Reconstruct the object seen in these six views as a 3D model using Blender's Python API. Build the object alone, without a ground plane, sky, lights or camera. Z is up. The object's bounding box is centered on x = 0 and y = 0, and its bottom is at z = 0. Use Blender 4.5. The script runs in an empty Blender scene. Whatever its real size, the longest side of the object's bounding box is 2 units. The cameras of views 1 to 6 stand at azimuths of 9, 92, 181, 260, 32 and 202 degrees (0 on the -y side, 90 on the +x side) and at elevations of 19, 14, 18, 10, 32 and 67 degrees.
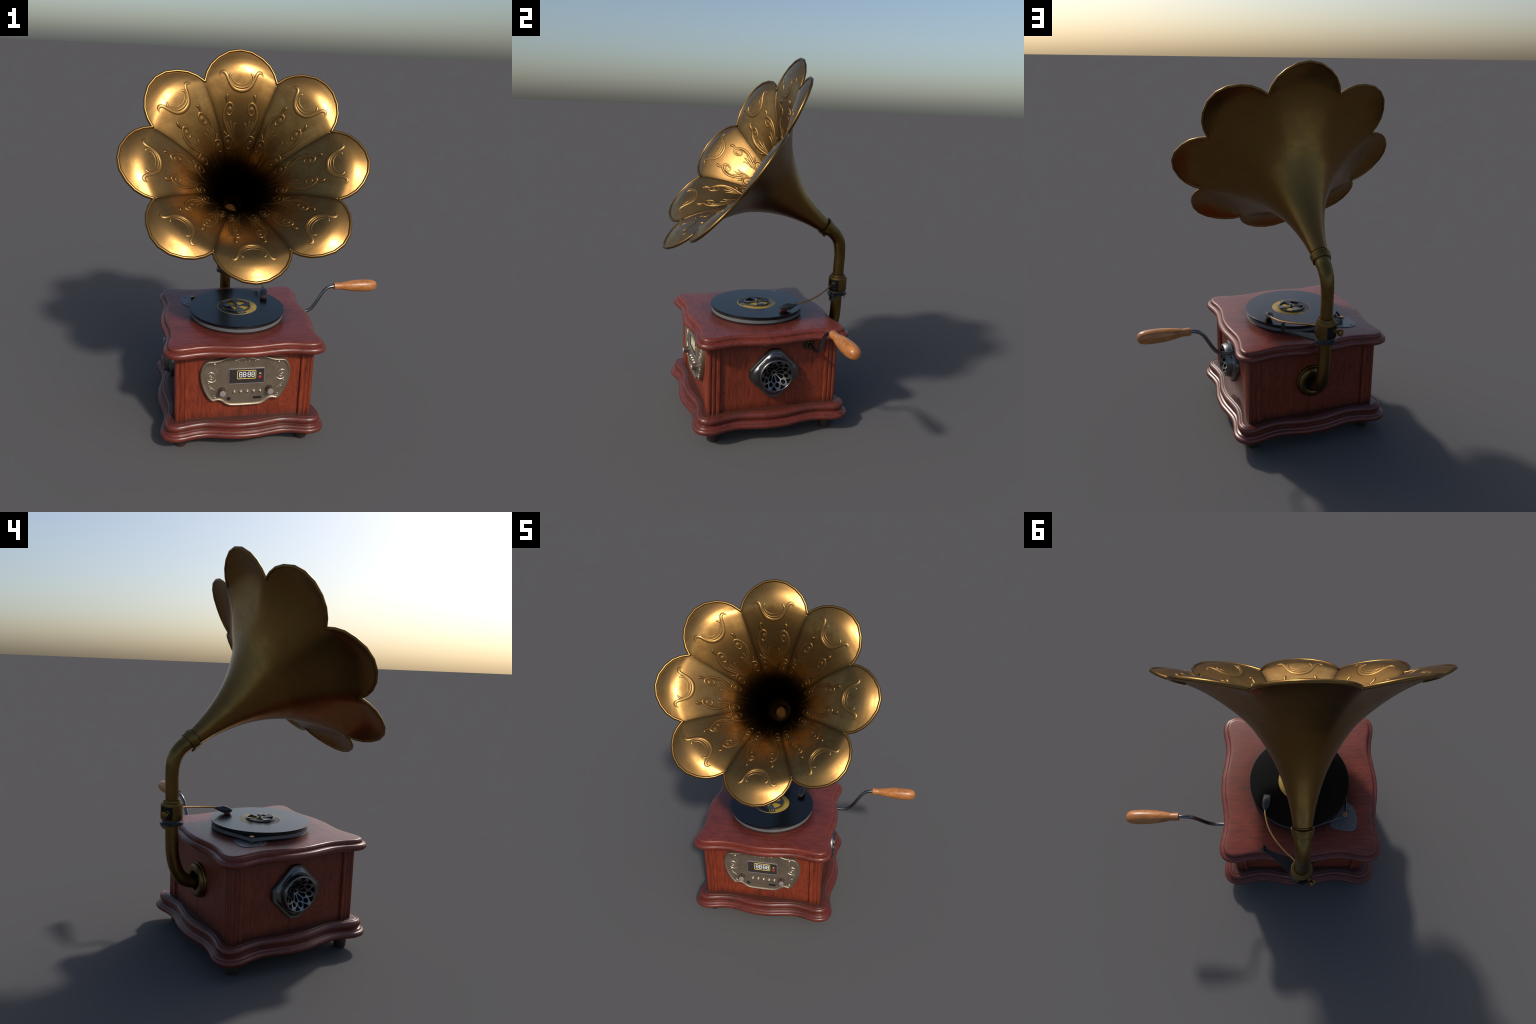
# Horn gramophone with wooden cabinet, built part by part.
# Everything is modelled in the cabinet's own frame (x to the right of the front,
# y to the back, z up) and hung under one Empty that carries position and turn.
import bpy, bmesh, math, random
from math import sin, cos, pi, radians, hypot, atan2, sqrt
from mathutils import Vector, Matrix

random.seed(7)
TURN = radians(20.3)
COL = bpy.context.scene.collection

# ------------------------------------------------------------------ helpers
root = bpy.data.objects.new("gramophone", None)
root.location = (-0.115, 0.0095, 0.0)
root.rotation_euler = (0, 0, TURN)
root.empty_display_size = 0.2
root["label"] = "red wooden cabinet gramophone with embossed brass flower horn"
root["category"] = "gramophone"
COL.objects.link(root)


def add(name, mesh, parent=None, mat=None, stuff=False):
    ob = bpy.data.objects.new(name, mesh)
    COL.objects.link(ob)
    ob.parent = parent or root
    if mat and not mesh.materials:
        mesh.materials.append(mat)
    if stuff:
        ob["kind"] = "stuff"
    return ob


def mesh_from(name, verts, faces, smooth=True, sharp=None, recalc=True):
    me = bpy.data.meshes.new(name)
    me.from_pydata([tuple(v) for v in verts], [], faces)
    me.update()
    if recalc:
        bm = bmesh.new()
        bm.from_mesh(me)
        bmesh.ops.recalc_face_normals(bm, faces=bm.faces)
        bm.to_mesh(me)
        bm.free()
    for p in me.polygons:
        p.use_smooth = smooth
    if smooth and sharp is not None:
        me.set_sharp_from_angle(angle=radians(sharp))
    return me


def join(parts):
    """merge several (verts, faces) lists"""
    V, F = [], []
    for v, f in parts:
        o = len(V)
        V += list(v)
        F += [[i + o for i in q] for q in f]
    return V, F


def xform(part, M):
    v, f = part
    return [M @ Vector(p) for p in v], f


def lathe(profile, n=48, cap=True):
    """profile = [(r, z)...] turned round z"""
    V, F = [], []
    for r, z in profile:
        for k in range(n):
            t = 2 * pi * k / n
            V.append((r * cos(t), r * sin(t), z))
    for i in range(len(profile) - 1):
        for k in range(n):
            a, b = i * n + k, i * n + (k + 1) % n
            F.append([a, b, b + n, a + n])
    if cap:
        if profile[0][0] > 1e-6:
            F.append([k for k in range(n)][::-1])
        if profile[-1][0] > 1e-6:
            o = (len(profile) - 1) * n
            F.append([o + k for k in range(n)])
    return V, F


def box(cx, cy, cz, sx, sy, sz, bev=0.0):
    bm = bmesh.new()
    bmesh.ops.create_cube(bm, size=1.0)
    for v in bm.verts:
        v.co = Vector((v.co.x * sx + cx, v.co.y * sy + cy, v.co.z * sz + cz))
    if bev > 0:
        bmesh.ops.bevel(bm, geom=list(bm.edges), offset=bev, segments=2, profile=0.5, affect='EDGES')
    bm.verts.ensure_lookup_table()
    V = [v.co.copy() for v in bm.verts]
    F = [[v.index for v in f.verts] for f in bm.faces]
    bm.free()
    return V, F


def catmull(P, per=8, closed=False):
    P = [Vector(p) for p in P]
    n = len(P)
    out = []
    segs = n if closed else n - 1
    for i in range(segs):
        if closed:
            p0, p1, p2, p3 = P[i - 1], P[i], P[(i + 1) % n], P[(i + 2) % n]
        else:
            p1, p2 = P[i], P[i + 1]
            p0 = P[i - 1] if i > 0 else p1 * 2 - p2
            p3 = P[i + 2] if i + 2 < n else p2 * 2 - p1
        for k in range(per):
            t = k / per
            out.append(0.5 * ((2 * p1) + (p2 - p0) * t + (2 * p0 - 5 * p1 + 4 * p2 - p3) * t * t
                              + (3 * p1 - p0 - 3 * p2 + p3) * t ** 3))
    if not closed:
        out.append(P[-1].copy())
    return out


def resample(P, n, closed=False):
    Q = list(P) + ([P[0]] if closed else [])
    L = [0.0]
    for a, b in zip(Q, Q[1:]):
        L.append(L[-1] + (b - a).length)
    out, j = [], 0
    cnt = n if closed else n - 1
    for i in range(n):
        d = L[-1] * i / cnt
        while j < len(L) - 2 and L[j + 1] < d:
            j += 1
        t = (d - L[j]) / max(1e-12, L[j + 1] - L[j])
        out.append(Q[j].lerp(Q[j + 1], min(1, max(0, t))))
    return out


def tube(path, rad, n=16, closed=False, caps=True):
    """round tube along a path; rad a number or one radius per point"""
    P = [Vector(p) for p in path]
    m = len(P)
    R = rad if isinstance(rad, (list, tuple)) else [rad] * m
    tang = []
    for i in range(m):
        if closed:
            t = P[(i + 1) % m] - P[i - 1]
        else:
            t = P[min(i + 1, m - 1)] - P[max(i - 1, 0)]
        tang.append(t.normalized())
    up = Vector((0, 0, 1)) if abs(tang[0].z) < 0.9 else Vector((1, 0, 0))
    nrm = tang[0].cross(up).normalized()
    V, F = [], []
    for i in range(m):
        nrm = (nrm - tang[i] * nrm.dot(tang[i])).normalized()
        b = tang[i].cross(nrm)
        for k in range(n):
            a = 2 * pi * k / n
            V.append(P[i] + (nrm * cos(a) + b * sin(a)) * R[i])
    for i in range(m if closed else m - 1):
        j = (i + 1) % m
        for k in range(n):
            F.append([i * n + k, i * n + (k + 1) % n, j * n + (k + 1) % n, j * n + k])
    if caps and not closed:
        F.append([k for k in range(n)][::-1])
        F.append([(m - 1) * n + k for k in range(n)])
    return V, F


def prism(poly, z0, z1, bev=0.0):
    """extrude a 2D outline between z0 and z1, with a small chamfer on both rims"""
    P = [Vector((p[0], p[1], 0)) for p in poly]
    n = len(P)
    area = sum(P[i].x * P[(i + 1) % n].y - P[(i + 1) % n].x * P[i].y for i in range(n))
    if area < 0:
        P.reverse()
    levels = [(0, z0), (0, z1)] if bev <= 0 else [(bev, z0), (0, z0 + bev), (0, z1 - bev), (bev, z1)]
    return loft_outline(P, levels, True, False)


def offset_outline(P, d):
    n = len(P)
    out = []
    for i in range(n):
        t = (P[(i + 1) % n] - P[i - 1]).normalized()
        out.append(P[i] + Vector((-t.y, t.x, 0)) * d)
    return out


def loft_outline(P, levels, cap=True, star=True):
    """P: counter-clockwise outline; levels: (inset, z) from bottom to top"""
    n = len(P)
    V, F = [], []
    for d, z in levels:
        for q in offset_outline(P, d) if d else P:
            V.append((q.x, q.y, z))
    for i in range(len(levels) - 1):
        for k in range(n):
            a, b = i * n + k, i * n + (k + 1) % n
            F.append([a, b, b + n, a + n])
    if cap and star:
        for o, flip in ((0, True), ((len(levels) - 1) * n, False)):
            c = Vector((sum(V[o + k][0] for k in range(n)) / n, sum(V[o + k][1] for k in range(n)) / n, V[o][2]))
            q = len(V)
            for k in range(n):
                V.append((c.x + (V[o + k][0] - c.x) * .8, c.y + (V[o + k][1] - c.y) * .8, c.z))
            V.append(tuple(c))
            for k in range(n):
                j = (k + 1) % n
                f1, f2 = [o + k, o + j, q + j, q + k], [q + k, q + j, q + n]
                F.append(f1[::-1] if flip else f1)
                F.append(f2[::-1] if flip else f2)
    elif cap:
        F.append([k for k in range(n)][::-1])
        o = (len(levels) - 1) * n
        F.append([o + k for k in range(n)])
    return V, F


def arc_profile(cx, cz, rx, rz, a0, a1, n):
    return [(cx + rx * cos(radians(a0 + (a1 - a0) * i / n)), cz + rz * sin(radians(a0 + (a1 - a0) * i / n)))
            for i in range(n + 1)]


TO_FRONT = Matrix(((1, 0, 0), (0, 0, -1), (0, 1, 0))).to_4x4()   # local z -> -y (out of the front), local y -> z

# ---------------------------------------------------------------- materials


class Nodes:
    def __init__(self, name):
        self.m = bpy.data.materials.new(name)
        self.m.use_nodes = True
        self.t = self.m.node_tree
        self.b = self.t.nodes["Principled BSDF"]
        self.tc = self.t.nodes.new("ShaderNodeTexCoord")

    def n(self, kind, **kw):
        nd = self.t.nodes.new(kind)
        for k, v in kw.items():
            if hasattr(nd, k):
                setattr(nd, k, v)
            else:
                nd.inputs[k.replace("_", " ")].default_value = v
        return nd

    def l(self, a, b):
        self.t.links.new(a, b)

    def mapping(self, scale=(1, 1, 1), rot=(0, 0, 0), loc=(0, 0, 0)):
        mp = self.n("ShaderNodeMapping")
        mp.inputs["Scale"].default_value = scale
        mp.inputs["Rotation"].default_value = rot
        mp.inputs["Location"].default_value = loc
        self.l(self.tc.outputs["Object"], mp.inputs["Vector"])
        return mp.outputs["Vector"]

    def noise(self, vec, scale, detail=4, rough=0.5, dist=0.0):
        nd = self.n("ShaderNodeTexNoise")
        nd.inputs["Scale"].default_value = scale
        nd.inputs["Detail"].default_value = detail
        nd.inputs["Roughness"].default_value = rough
        nd.inputs["Distortion"].default_value = dist
        self.l(vec, nd.inputs["Vector"])
        return nd.outputs["Fac"]

    def ramp(self, fac, stops, interp='LINEAR'):
        r = self.n("ShaderNodeValToRGB")
        r.color_ramp.interpolation = interp
        e = r.color_ramp.elements
        while len(e) < len(stops):
            e.new(0.5)
        for el, (p, c) in zip(e, stops):
            el.position = p
            el.color = (c, c, c, 1) if isinstance(c, (int, float)) else (*c, 1)
        self.l(fac, r.inputs["Fac"])
        return r.outputs["Color"]

    def mix(self, fac, a, b, mode='MIX'):
        mx = self.n("ShaderNodeMix", data_type='RGBA', blend_type=mode)
        for sock, val in ((mx.inputs[0], fac), (mx.inputs[6], a), (mx.inputs[7], b)):
            if isinstance(val, bpy.types.NodeSocket):
                self.l(val, sock)
            elif isinstance(val, (int, float)):
                sock.default_value = val
            else:
                sock.default_value = (*val, 1)
        return mx.outputs[2]

    def math(self, op, a, b=0.5, clamp=False):
        nd = self.n("ShaderNodeMath", operation=op, use_clamp=clamp)
        for s, v in zip(nd.inputs, (a, b)):
            if isinstance(v, bpy.types.NodeSocket):
                self.l(v, s)
            else:
                s.default_value = v
        return nd.outputs[0]

    def bump(self, height, strength=0.2, dist=0.002):
        bp = self.n("ShaderNodeBump")
        bp.inputs["Strength"].default_value = strength
        bp.inputs["Distance"].default_value = dist
        self.l(height, bp.inputs["Height"])
        self.l(bp.outputs["Normal"], self.b.inputs["Normal"])

    def set(self, **kw):
        for k, v in kw.items():
            s = self.b.inputs[k.replace("_", " ")]
            if isinstance(v, bpy.types.NodeSocket):
                self.l(v, s)
            elif isinstance(v, tuple):
                s.default_value = (*v, 1)
            else:
                s.default_value = v


def plain(name, col, rough=0.5, metal=0.0, var=0.25, scale=40, spec=0.5):
    N = Nodes(name)
    f = N.noise(N.mapping(), scale, 5, 0.6)
    dark = tuple(c * (1 - var) for c in col)
    lite = tuple(min(1, c * (1 + var)) for c in col)
    N.set(Base_Color=N.ramp(f, [(0.3, dark), (0.7, lite)]), Metallic=metal, Specular_IOR_Level=spec,
          Roughness=N.ramp(f, [(0.3, rough * 1.15), (0.7, rough * 0.85)]))
    return N.m


def wood(name, axis, dark, mid, lite, rough=0.36, seed=0.0, fig=1.0, shade_ring=False, deck=False):
    """grain runs along axis (0,1,2): fine streaks, pores and faint flame figure"""
    N = Nodes(name)
    sc = [1.0, 1.0, 1.0]
    sc[axis] = 0.07
    v = N.mapping(scale=tuple(sc), loc=(seed, seed * 0.7, seed * 1.3))
    fine = N.noise(v, 190, 5, 0.7, 0.5)
    wide = N.noise(v, 34 * fig, 4, 0.6, 1.6)
    sc2 = [1.0, 1.0, 1.0]
    sc2[axis] = 0.25
    v2 = N.mapping(scale=tuple(sc2), loc=(seed * 2, seed, seed))
    big = N.noise(v2, 4.2, 3, 0.55, 0.8)
    rings = N.math('FRACT', N.math('MULTIPLY', big, 24.0))
    rings = N.ramp(rings, [(0.0, 0.0), (0.25, 0.7), (0.80, 1.0), (1.0, 0.0)])
    f = N.math('ADD', N.math('MULTIPLY', wide, 0.35), N.math('MULTIPLY', rings, 0.11))
    f = N.math('ADD', f, N.math('MULTIPLY', fine, 0.55))
    col = N.ramp(f, [(0.37, dark), (0.52, mid), (0.66, lite)])
    pores = N.ramp(N.noise(N.mapping(scale=tuple(0.035 if i == axis else 1 for i in range(3))), 420, 2, 0.5),
                   [(0.28, 0.5), (0.40, 1.0)])
    col = N.mix(0.5, col, pores, 'MULTIPLY')
    grime = N.ramp(N.noise(N.mapping(loc=(seed, 3, 1)), 6, 5, 0.65), [(0.33, 0.70), (0.55, 1.0)])
    col = N.mix(0.6, col, grime, 'MULTIPLY')
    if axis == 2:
        # darker tone where the walls meet plinth and lid
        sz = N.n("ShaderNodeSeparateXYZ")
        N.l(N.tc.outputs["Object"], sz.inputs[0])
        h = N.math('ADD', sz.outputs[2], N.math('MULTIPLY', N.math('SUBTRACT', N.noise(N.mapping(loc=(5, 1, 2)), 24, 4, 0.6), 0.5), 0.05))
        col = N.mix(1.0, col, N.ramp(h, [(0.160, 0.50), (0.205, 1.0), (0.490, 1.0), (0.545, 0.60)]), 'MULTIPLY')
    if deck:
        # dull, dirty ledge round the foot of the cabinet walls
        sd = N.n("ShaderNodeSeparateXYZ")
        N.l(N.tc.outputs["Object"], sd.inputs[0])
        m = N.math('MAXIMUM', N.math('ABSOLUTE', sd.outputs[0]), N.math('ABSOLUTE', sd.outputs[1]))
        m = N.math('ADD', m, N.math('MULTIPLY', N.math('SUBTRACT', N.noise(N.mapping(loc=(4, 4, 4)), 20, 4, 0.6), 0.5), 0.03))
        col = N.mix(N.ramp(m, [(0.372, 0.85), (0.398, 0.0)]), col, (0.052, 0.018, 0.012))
    if shade_ring:
        # soft shade round the turntable, painted into the wood colour
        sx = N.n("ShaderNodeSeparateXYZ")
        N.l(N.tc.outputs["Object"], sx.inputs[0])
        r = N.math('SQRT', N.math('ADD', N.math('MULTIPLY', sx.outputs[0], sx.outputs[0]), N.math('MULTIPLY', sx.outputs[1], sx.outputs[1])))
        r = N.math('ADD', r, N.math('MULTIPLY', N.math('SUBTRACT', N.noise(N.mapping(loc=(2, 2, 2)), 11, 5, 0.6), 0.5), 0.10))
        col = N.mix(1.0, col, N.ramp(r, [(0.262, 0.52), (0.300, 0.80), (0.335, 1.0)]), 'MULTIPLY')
    N.set(Base_Color=col, Roughness=N.ramp(f, [(0.3, rough * 1.2), (0.8, rough * 0.9)]), Specular_IOR_Level=0.5)
    N.bump(f, 0.07, 0.0012)
    return N.m


RED_D, RED_M, RED_L = (0.088, 0.0130, 0.0060), (0.176, 0.0268, 0.0095), (0.232, 0.0410, 0.0145)
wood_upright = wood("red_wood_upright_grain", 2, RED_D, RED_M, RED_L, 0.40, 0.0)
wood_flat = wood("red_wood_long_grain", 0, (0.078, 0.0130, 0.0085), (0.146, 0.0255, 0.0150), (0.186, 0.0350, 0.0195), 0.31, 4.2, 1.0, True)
wood_plinth = wood("red_wood_plinth", 0, (0.056, 0.0095, 0.0060), (0.110, 0.0185, 0.0105), (0.145, 0.0260, 0.0140), 0.31, 7.7, 1.0, False, True)
wood_handle = wood("orange_wood_handle", 0, (0.26, 0.085, 0.020), (0.42, 0.155, 0.040), (0.52, 0.21, 0.06), 0.33, 9.1, 0.8)
wood_foot = plain("dark_wood_foot", (0.030, 0.019, 0.014), 0.5, 0, 0.3)


def brass(name, lite, dark, rough, grime=0.5):
    N = Nodes(name)
    a = N.noise(N.mapping(), 9, 6, 0.62, 0.3)
    b = N.noise(N.mapping(loc=(3, 1, 7)), 55, 5, 0.65)
    f = N.math('ADD', N.math('MULTIPLY', a, 0.65), N.math('MULTIPLY', b, 0.35))
    col = N.ramp(f, [(0.36, dark), (0.56, lite)])
    N.set(Base_Color=col, Metallic=1.0, Roughness=N.ramp(f, [(0.35, rough * 1.2), (0.62, rough * 0.9)]))
    N.bump(b, 0.03, 0.001)
    return N.m




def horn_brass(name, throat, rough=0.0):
    """worn brass; inside, tarnish and painted-in shade darken the colour towards the throat"""
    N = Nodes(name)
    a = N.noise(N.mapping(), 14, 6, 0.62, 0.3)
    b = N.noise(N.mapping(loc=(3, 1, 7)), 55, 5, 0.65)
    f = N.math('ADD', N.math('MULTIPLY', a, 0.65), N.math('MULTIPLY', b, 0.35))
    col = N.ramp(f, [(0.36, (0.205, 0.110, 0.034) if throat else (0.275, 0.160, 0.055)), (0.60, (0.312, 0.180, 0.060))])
    if not throat:
        col = N.mix(1.0, col, (0.74, 0.70, 0.62), 'MULTIPLY')
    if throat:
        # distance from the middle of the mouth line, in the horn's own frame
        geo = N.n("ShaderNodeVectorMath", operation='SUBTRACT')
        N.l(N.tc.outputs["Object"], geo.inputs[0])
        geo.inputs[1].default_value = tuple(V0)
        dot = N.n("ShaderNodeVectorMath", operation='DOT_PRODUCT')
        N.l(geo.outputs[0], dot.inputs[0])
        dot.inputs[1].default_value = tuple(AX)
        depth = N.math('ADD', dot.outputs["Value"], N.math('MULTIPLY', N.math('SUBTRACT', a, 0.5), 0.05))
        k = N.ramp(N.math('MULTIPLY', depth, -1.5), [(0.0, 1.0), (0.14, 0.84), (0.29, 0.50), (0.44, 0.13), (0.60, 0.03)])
        col = N.mix(1.0, col, k, 'MULTIPLY')  # throat shade and tarnish multiplied into the base colour
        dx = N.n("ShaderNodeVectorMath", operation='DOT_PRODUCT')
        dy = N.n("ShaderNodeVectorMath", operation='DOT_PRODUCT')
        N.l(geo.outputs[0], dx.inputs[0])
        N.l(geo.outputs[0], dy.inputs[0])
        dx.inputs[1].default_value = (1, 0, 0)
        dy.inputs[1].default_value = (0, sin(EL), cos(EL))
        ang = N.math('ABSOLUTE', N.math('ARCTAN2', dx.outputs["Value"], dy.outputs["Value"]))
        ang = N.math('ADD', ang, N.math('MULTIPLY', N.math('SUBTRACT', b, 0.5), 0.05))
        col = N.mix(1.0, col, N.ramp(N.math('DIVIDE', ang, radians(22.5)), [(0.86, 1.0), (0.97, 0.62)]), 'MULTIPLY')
    N.set(Base_Color=col, Metallic=1.0, Roughness=N.ramp(f, [(0.35, 0.39 + rough), (0.62, 0.285 + rough)]))
    N.bump(b, 0.03, 0.001)
    return N.m


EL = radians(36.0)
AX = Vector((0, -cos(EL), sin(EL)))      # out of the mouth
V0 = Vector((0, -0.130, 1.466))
brass_horn = horn_brass("aged_brass_horn_outside", False)
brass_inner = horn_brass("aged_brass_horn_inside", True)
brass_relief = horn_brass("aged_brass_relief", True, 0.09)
brass_tube = brass("aged_brass_tube", (0.200, 0.122, 0.038), (0.125, 0.073, 0.022), 0.35)
bronze = brass("dark_bronze", (0.190, 0.118, 0.040), (0.100, 0.060, 0.020), 0.38)
copper = brass("copper_arm", (0.50, 0.27, 0.10), (0.36, 0.18, 0.06), 0.33)
steel = plain("dull_steel", (0.20, 0.20, 0.20), 0.36, 1.0, 0.3, 25)
gun_steel = plain("gunmetal_grille", (0.165, 0.166, 0.168), 0.34, 1.0, 0.25, 30)
crank_steel = plain("crank_steel", (0.17, 0.17, 0.172), 0.30, 1.0, 0.2, 30)
plate_steel = plain("pale_steel_plate", (0.150, 0.158, 0.168), 0.42, 0.9, 0.15, 60)
black = plain("satin_black", (0.010, 0.010, 0.011), 0.38, 0.0, 0.2)
void_black = plain("dark_inside", (0.004, 0.004, 0.004), 0.8, 0.0, 0.1)
dark_metal = plain("dark_metal", (0.10, 0.10, 0.105), 0.34, 1.0, 0.2)
grey_rubber = plain("grey_rubber_belt", (0.115, 0.115, 0.118), 0.5, 0.0, 0.12)
frame_metal = plain("pale_frame_metal", (0.42, 0.41, 0.40), 0.42, 0.8, 0.1, 60)
white_mark = plain("white_marking", (0.78, 0.78, 0.78), 0.5, 0.0, 0.02)
yellow_mark = plain("yellow_marking", (0.72, 0.60, 0.13), 0.5, 0.0, 0.05)
red_mark = plain("red_marking", (0.48, 0.03, 0.03), 0.45, 0.0, 0.05)
red_cart = plain("red_cartridge", (0.30, 0.010, 0.012), 0.4, 0.0, 0.1)
screen = plain("display_glass", (0.034, 0.025, 0.025), 0.30, 0.0, 0.3, 25)
knob_metal = plain("knob_metal", (0.42, 0.36, 0.31), 0.50, 0.6, 0.15, 60)


def pewter_mat(name, lo, hi, rough):
    N = Nodes(name)
    a = N.noise(N.mapping(), 300, 4, 0.7)
    b = N.noise(N.mapping(), 18, 4, 0.6)
    f = N.math('ADD', N.math('MULTIPLY', a, 0.6), N.math('MULTIPLY', b, 0.4))
    N.set(Base_Color=N.ramp(f, [(0.36, lo), (0.58, hi)]), Metallic=0.85,
          Roughness=N.ramp(f, [(0.3, rough * 1.2), (0.7, rough * 0.9)]))
    N.bump(a, 0.12, 0.0008)
    return N.m


pewter = pewter_mat("antique_pewter_plate", (0.190, 0.146, 0.104), (0.345, 0.276, 0.202), 0.46)
pewter_light = pewter_mat("antique_pewter_relief", (0.36, 0.29, 0.21), (0.50, 0.42, 0.32), 0.34)


def vinyl_mat():
    N = Nodes("black_vinyl")
    sx = N.n("ShaderNodeSeparateXYZ")
    N.l(N.tc.outputs["Object"], sx.inputs[0])
    r2 = N.math('ADD', N.math('MULTIPLY', sx.outputs[0], sx.outputs[0]), N.math('MULTIPLY', sx.outputs[1], sx.outputs[1]))
    r = N.math('SQRT', r2)
    g = N.math('SINE', N.math('MULTIPLY', r, 900.0))
    N.set(Base_Color=(0.0018, 0.0020, 0.0024), Roughness=N.ramp(g, [(0.2, 0.22), (0.8, 0.25)]), Specular_IOR_Level=0.5)
    return N.m


vinyl = vinyl_mat()


def label_mat():
    """half black, half ochre paper with a thin ochre border, fine printed rings on the ochre side"""
    N = Nodes("record_label_paper")
    sx = N.n("ShaderNodeSeparateXYZ")
    N.l(N.mapping(rot=(0, 0, -radians(23))), sx.inputs[0])
    X, Y = sx.outputs[0], sx.outputs[1]
    r = N.math('SQRT', N.math('ADD', N.math('MULTIPLY', X, X), N.math('MULTIPLY', Y, Y)))
    side = N.math('LESS_THAN', X, -0.0355)
    inner = N.math('LESS_THAN', r, 0.1055)
    blackmask = N.math('MULTIPLY', side, inner)
    ring = N.math('GREATER_THAN', N.math('SINE', N.math('MULTIPLY', r, 1500.0)), 0.75)
    band = N.math('GREATER_THAN', r, 0.083)
    grey = N.math('MULTIPLY', N.math('MULTIPLY', ring, band), 0.45)
    ochre = N.ramp(N.noise(N.mapping(), 60, 4), [(0.3, (0.34, 0.215, 0.026)), (0.7, (0.44, 0.290, 0.040))])
    col = N.mix(grey, ochre, (0.13, 0.12, 0.06))
    col = N.mix(blackmask, col, (0.008, 0.008, 0.009))
    N.set(Base_Color=col, Roughness=0.42)
    return N.m


label_paper = label_mat()

# ------------------------------------------------------------------ cabinet
def wavy_outline(ctrl, n=320):
    """ctrl: half of one side, (along, out), from the middle of the side to the corner diagonal"""
    side = [(-a, w) for a, w in reversed(ctrl[1:-1])] + list(ctrl)
    pts = []
    for q in range(4):
        ang = -q * pi / 2
        for a, w in side:
            pts.append(Vector((a * cos(ang) - w * sin(ang), a * sin(ang) + w * cos(ang), 0)))
    P = resample(catmull(pts, 10, True), n, True)
    area = sum(P[i].x * P[(i + 1) % n].y - P[(i + 1) % n].x * P[i].y for i in range(n))
    if area < 0:
        P.reverse()
    return P


lid_edge = wavy_outline([(0, .4215), (.06, .4185), (.125, .4085), (.19, .4010), (.25, .4050), (.30, .4150), (.335, .4195),
                         (.368, .4160), (.389, .4060), (.399, .399)])
base_edge = wavy_outline([(0, .4400), (.06, .4370), (.125, .4245), (.195, .4130), (.255, .4180), (.31, .4310), (.345, .4360),
                          (.380, .4310), (.402, .4200), (.412, .412)])

# lid: lower half-round lip, small step, upper bead, flat top
lid_levels = [(0.045, 0.5405), (0.016, 0.5410)]
lid_levels += [(0.0175 - x, z) for x, z in arc_profile(0, 0.5590, 0.0175, 0.0180, -85, 62, 12)]
lid_levels += [(0.0165, 0.5755), (0.0195, 0.5768), (0.0225, 0.5770), (0.0232, 0.5795)]
lid_levels += [(0.0360 - x, z) for x, z in arc_profile(0, 0.5835, 0.0128, 0.0145, -5, 84, 8)]
lid_levels += [(0.0395, 0.5982), (0.045, 0.5985)]
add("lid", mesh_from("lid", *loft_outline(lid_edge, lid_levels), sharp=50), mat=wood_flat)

base_levels = [(0.060, 0.0780), (0.016, 0.0785)]
base_levels += [(0.0155 - x, z) for x, z in arc_profile(0, 0.0950, 0.0155, 0.0160, -85, 58, 12)]
base_levels += [(0.0145, 0.1100), (0.0165, 0.1120), (0.0172, 0.1165), (0.0195, 0.1185), (0.0255, 0.1195), (0.0285, 0.1215), (0.0272, 0.1245)]
base_levels += [(0.0405 - x, z) for x, z in arc_profile(0, 0.1415, 0.0190, 0.0215, -48, 78, 12)]
base_levels += [(0.0385, 0.1618), (0.0405, 0.1630), (0.0425, 0.1612), (0.0445, 0.1632), (0.0475, 0.1640), (0.060, 0.1640)]
add("plinth", mesh_from("plinth", *loft_outline(base_edge, base_levels), sharp=50), mat=wood_plinth)

foot_me = mesh_from("foot", *lathe([(0.022, 0.0), (0.0305, 0.0015), (0.0320, 0.006), (0.0335, 0.030), (0.0335, 0.081)], 40), sharp=50)
for sx in (-1, 1):
    for sy in (-1, 1):
        f = add("foot", foot_me, mat=wood_foot)
        f.location = (0.328 * sx, 0.323 * sy, 0)

# cabinet: four panels between reeded corner posts
PAN = 0.3515              # plane on which plate, grilles and fittings sit
REC = 0.0045              # the wooden panels lie this much deeper
cab = bpy.data.objects.new("cabinet", None)
cab.empty_display_size = 0.1
COL.objects.link(cab)
cab.parent = root


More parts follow.
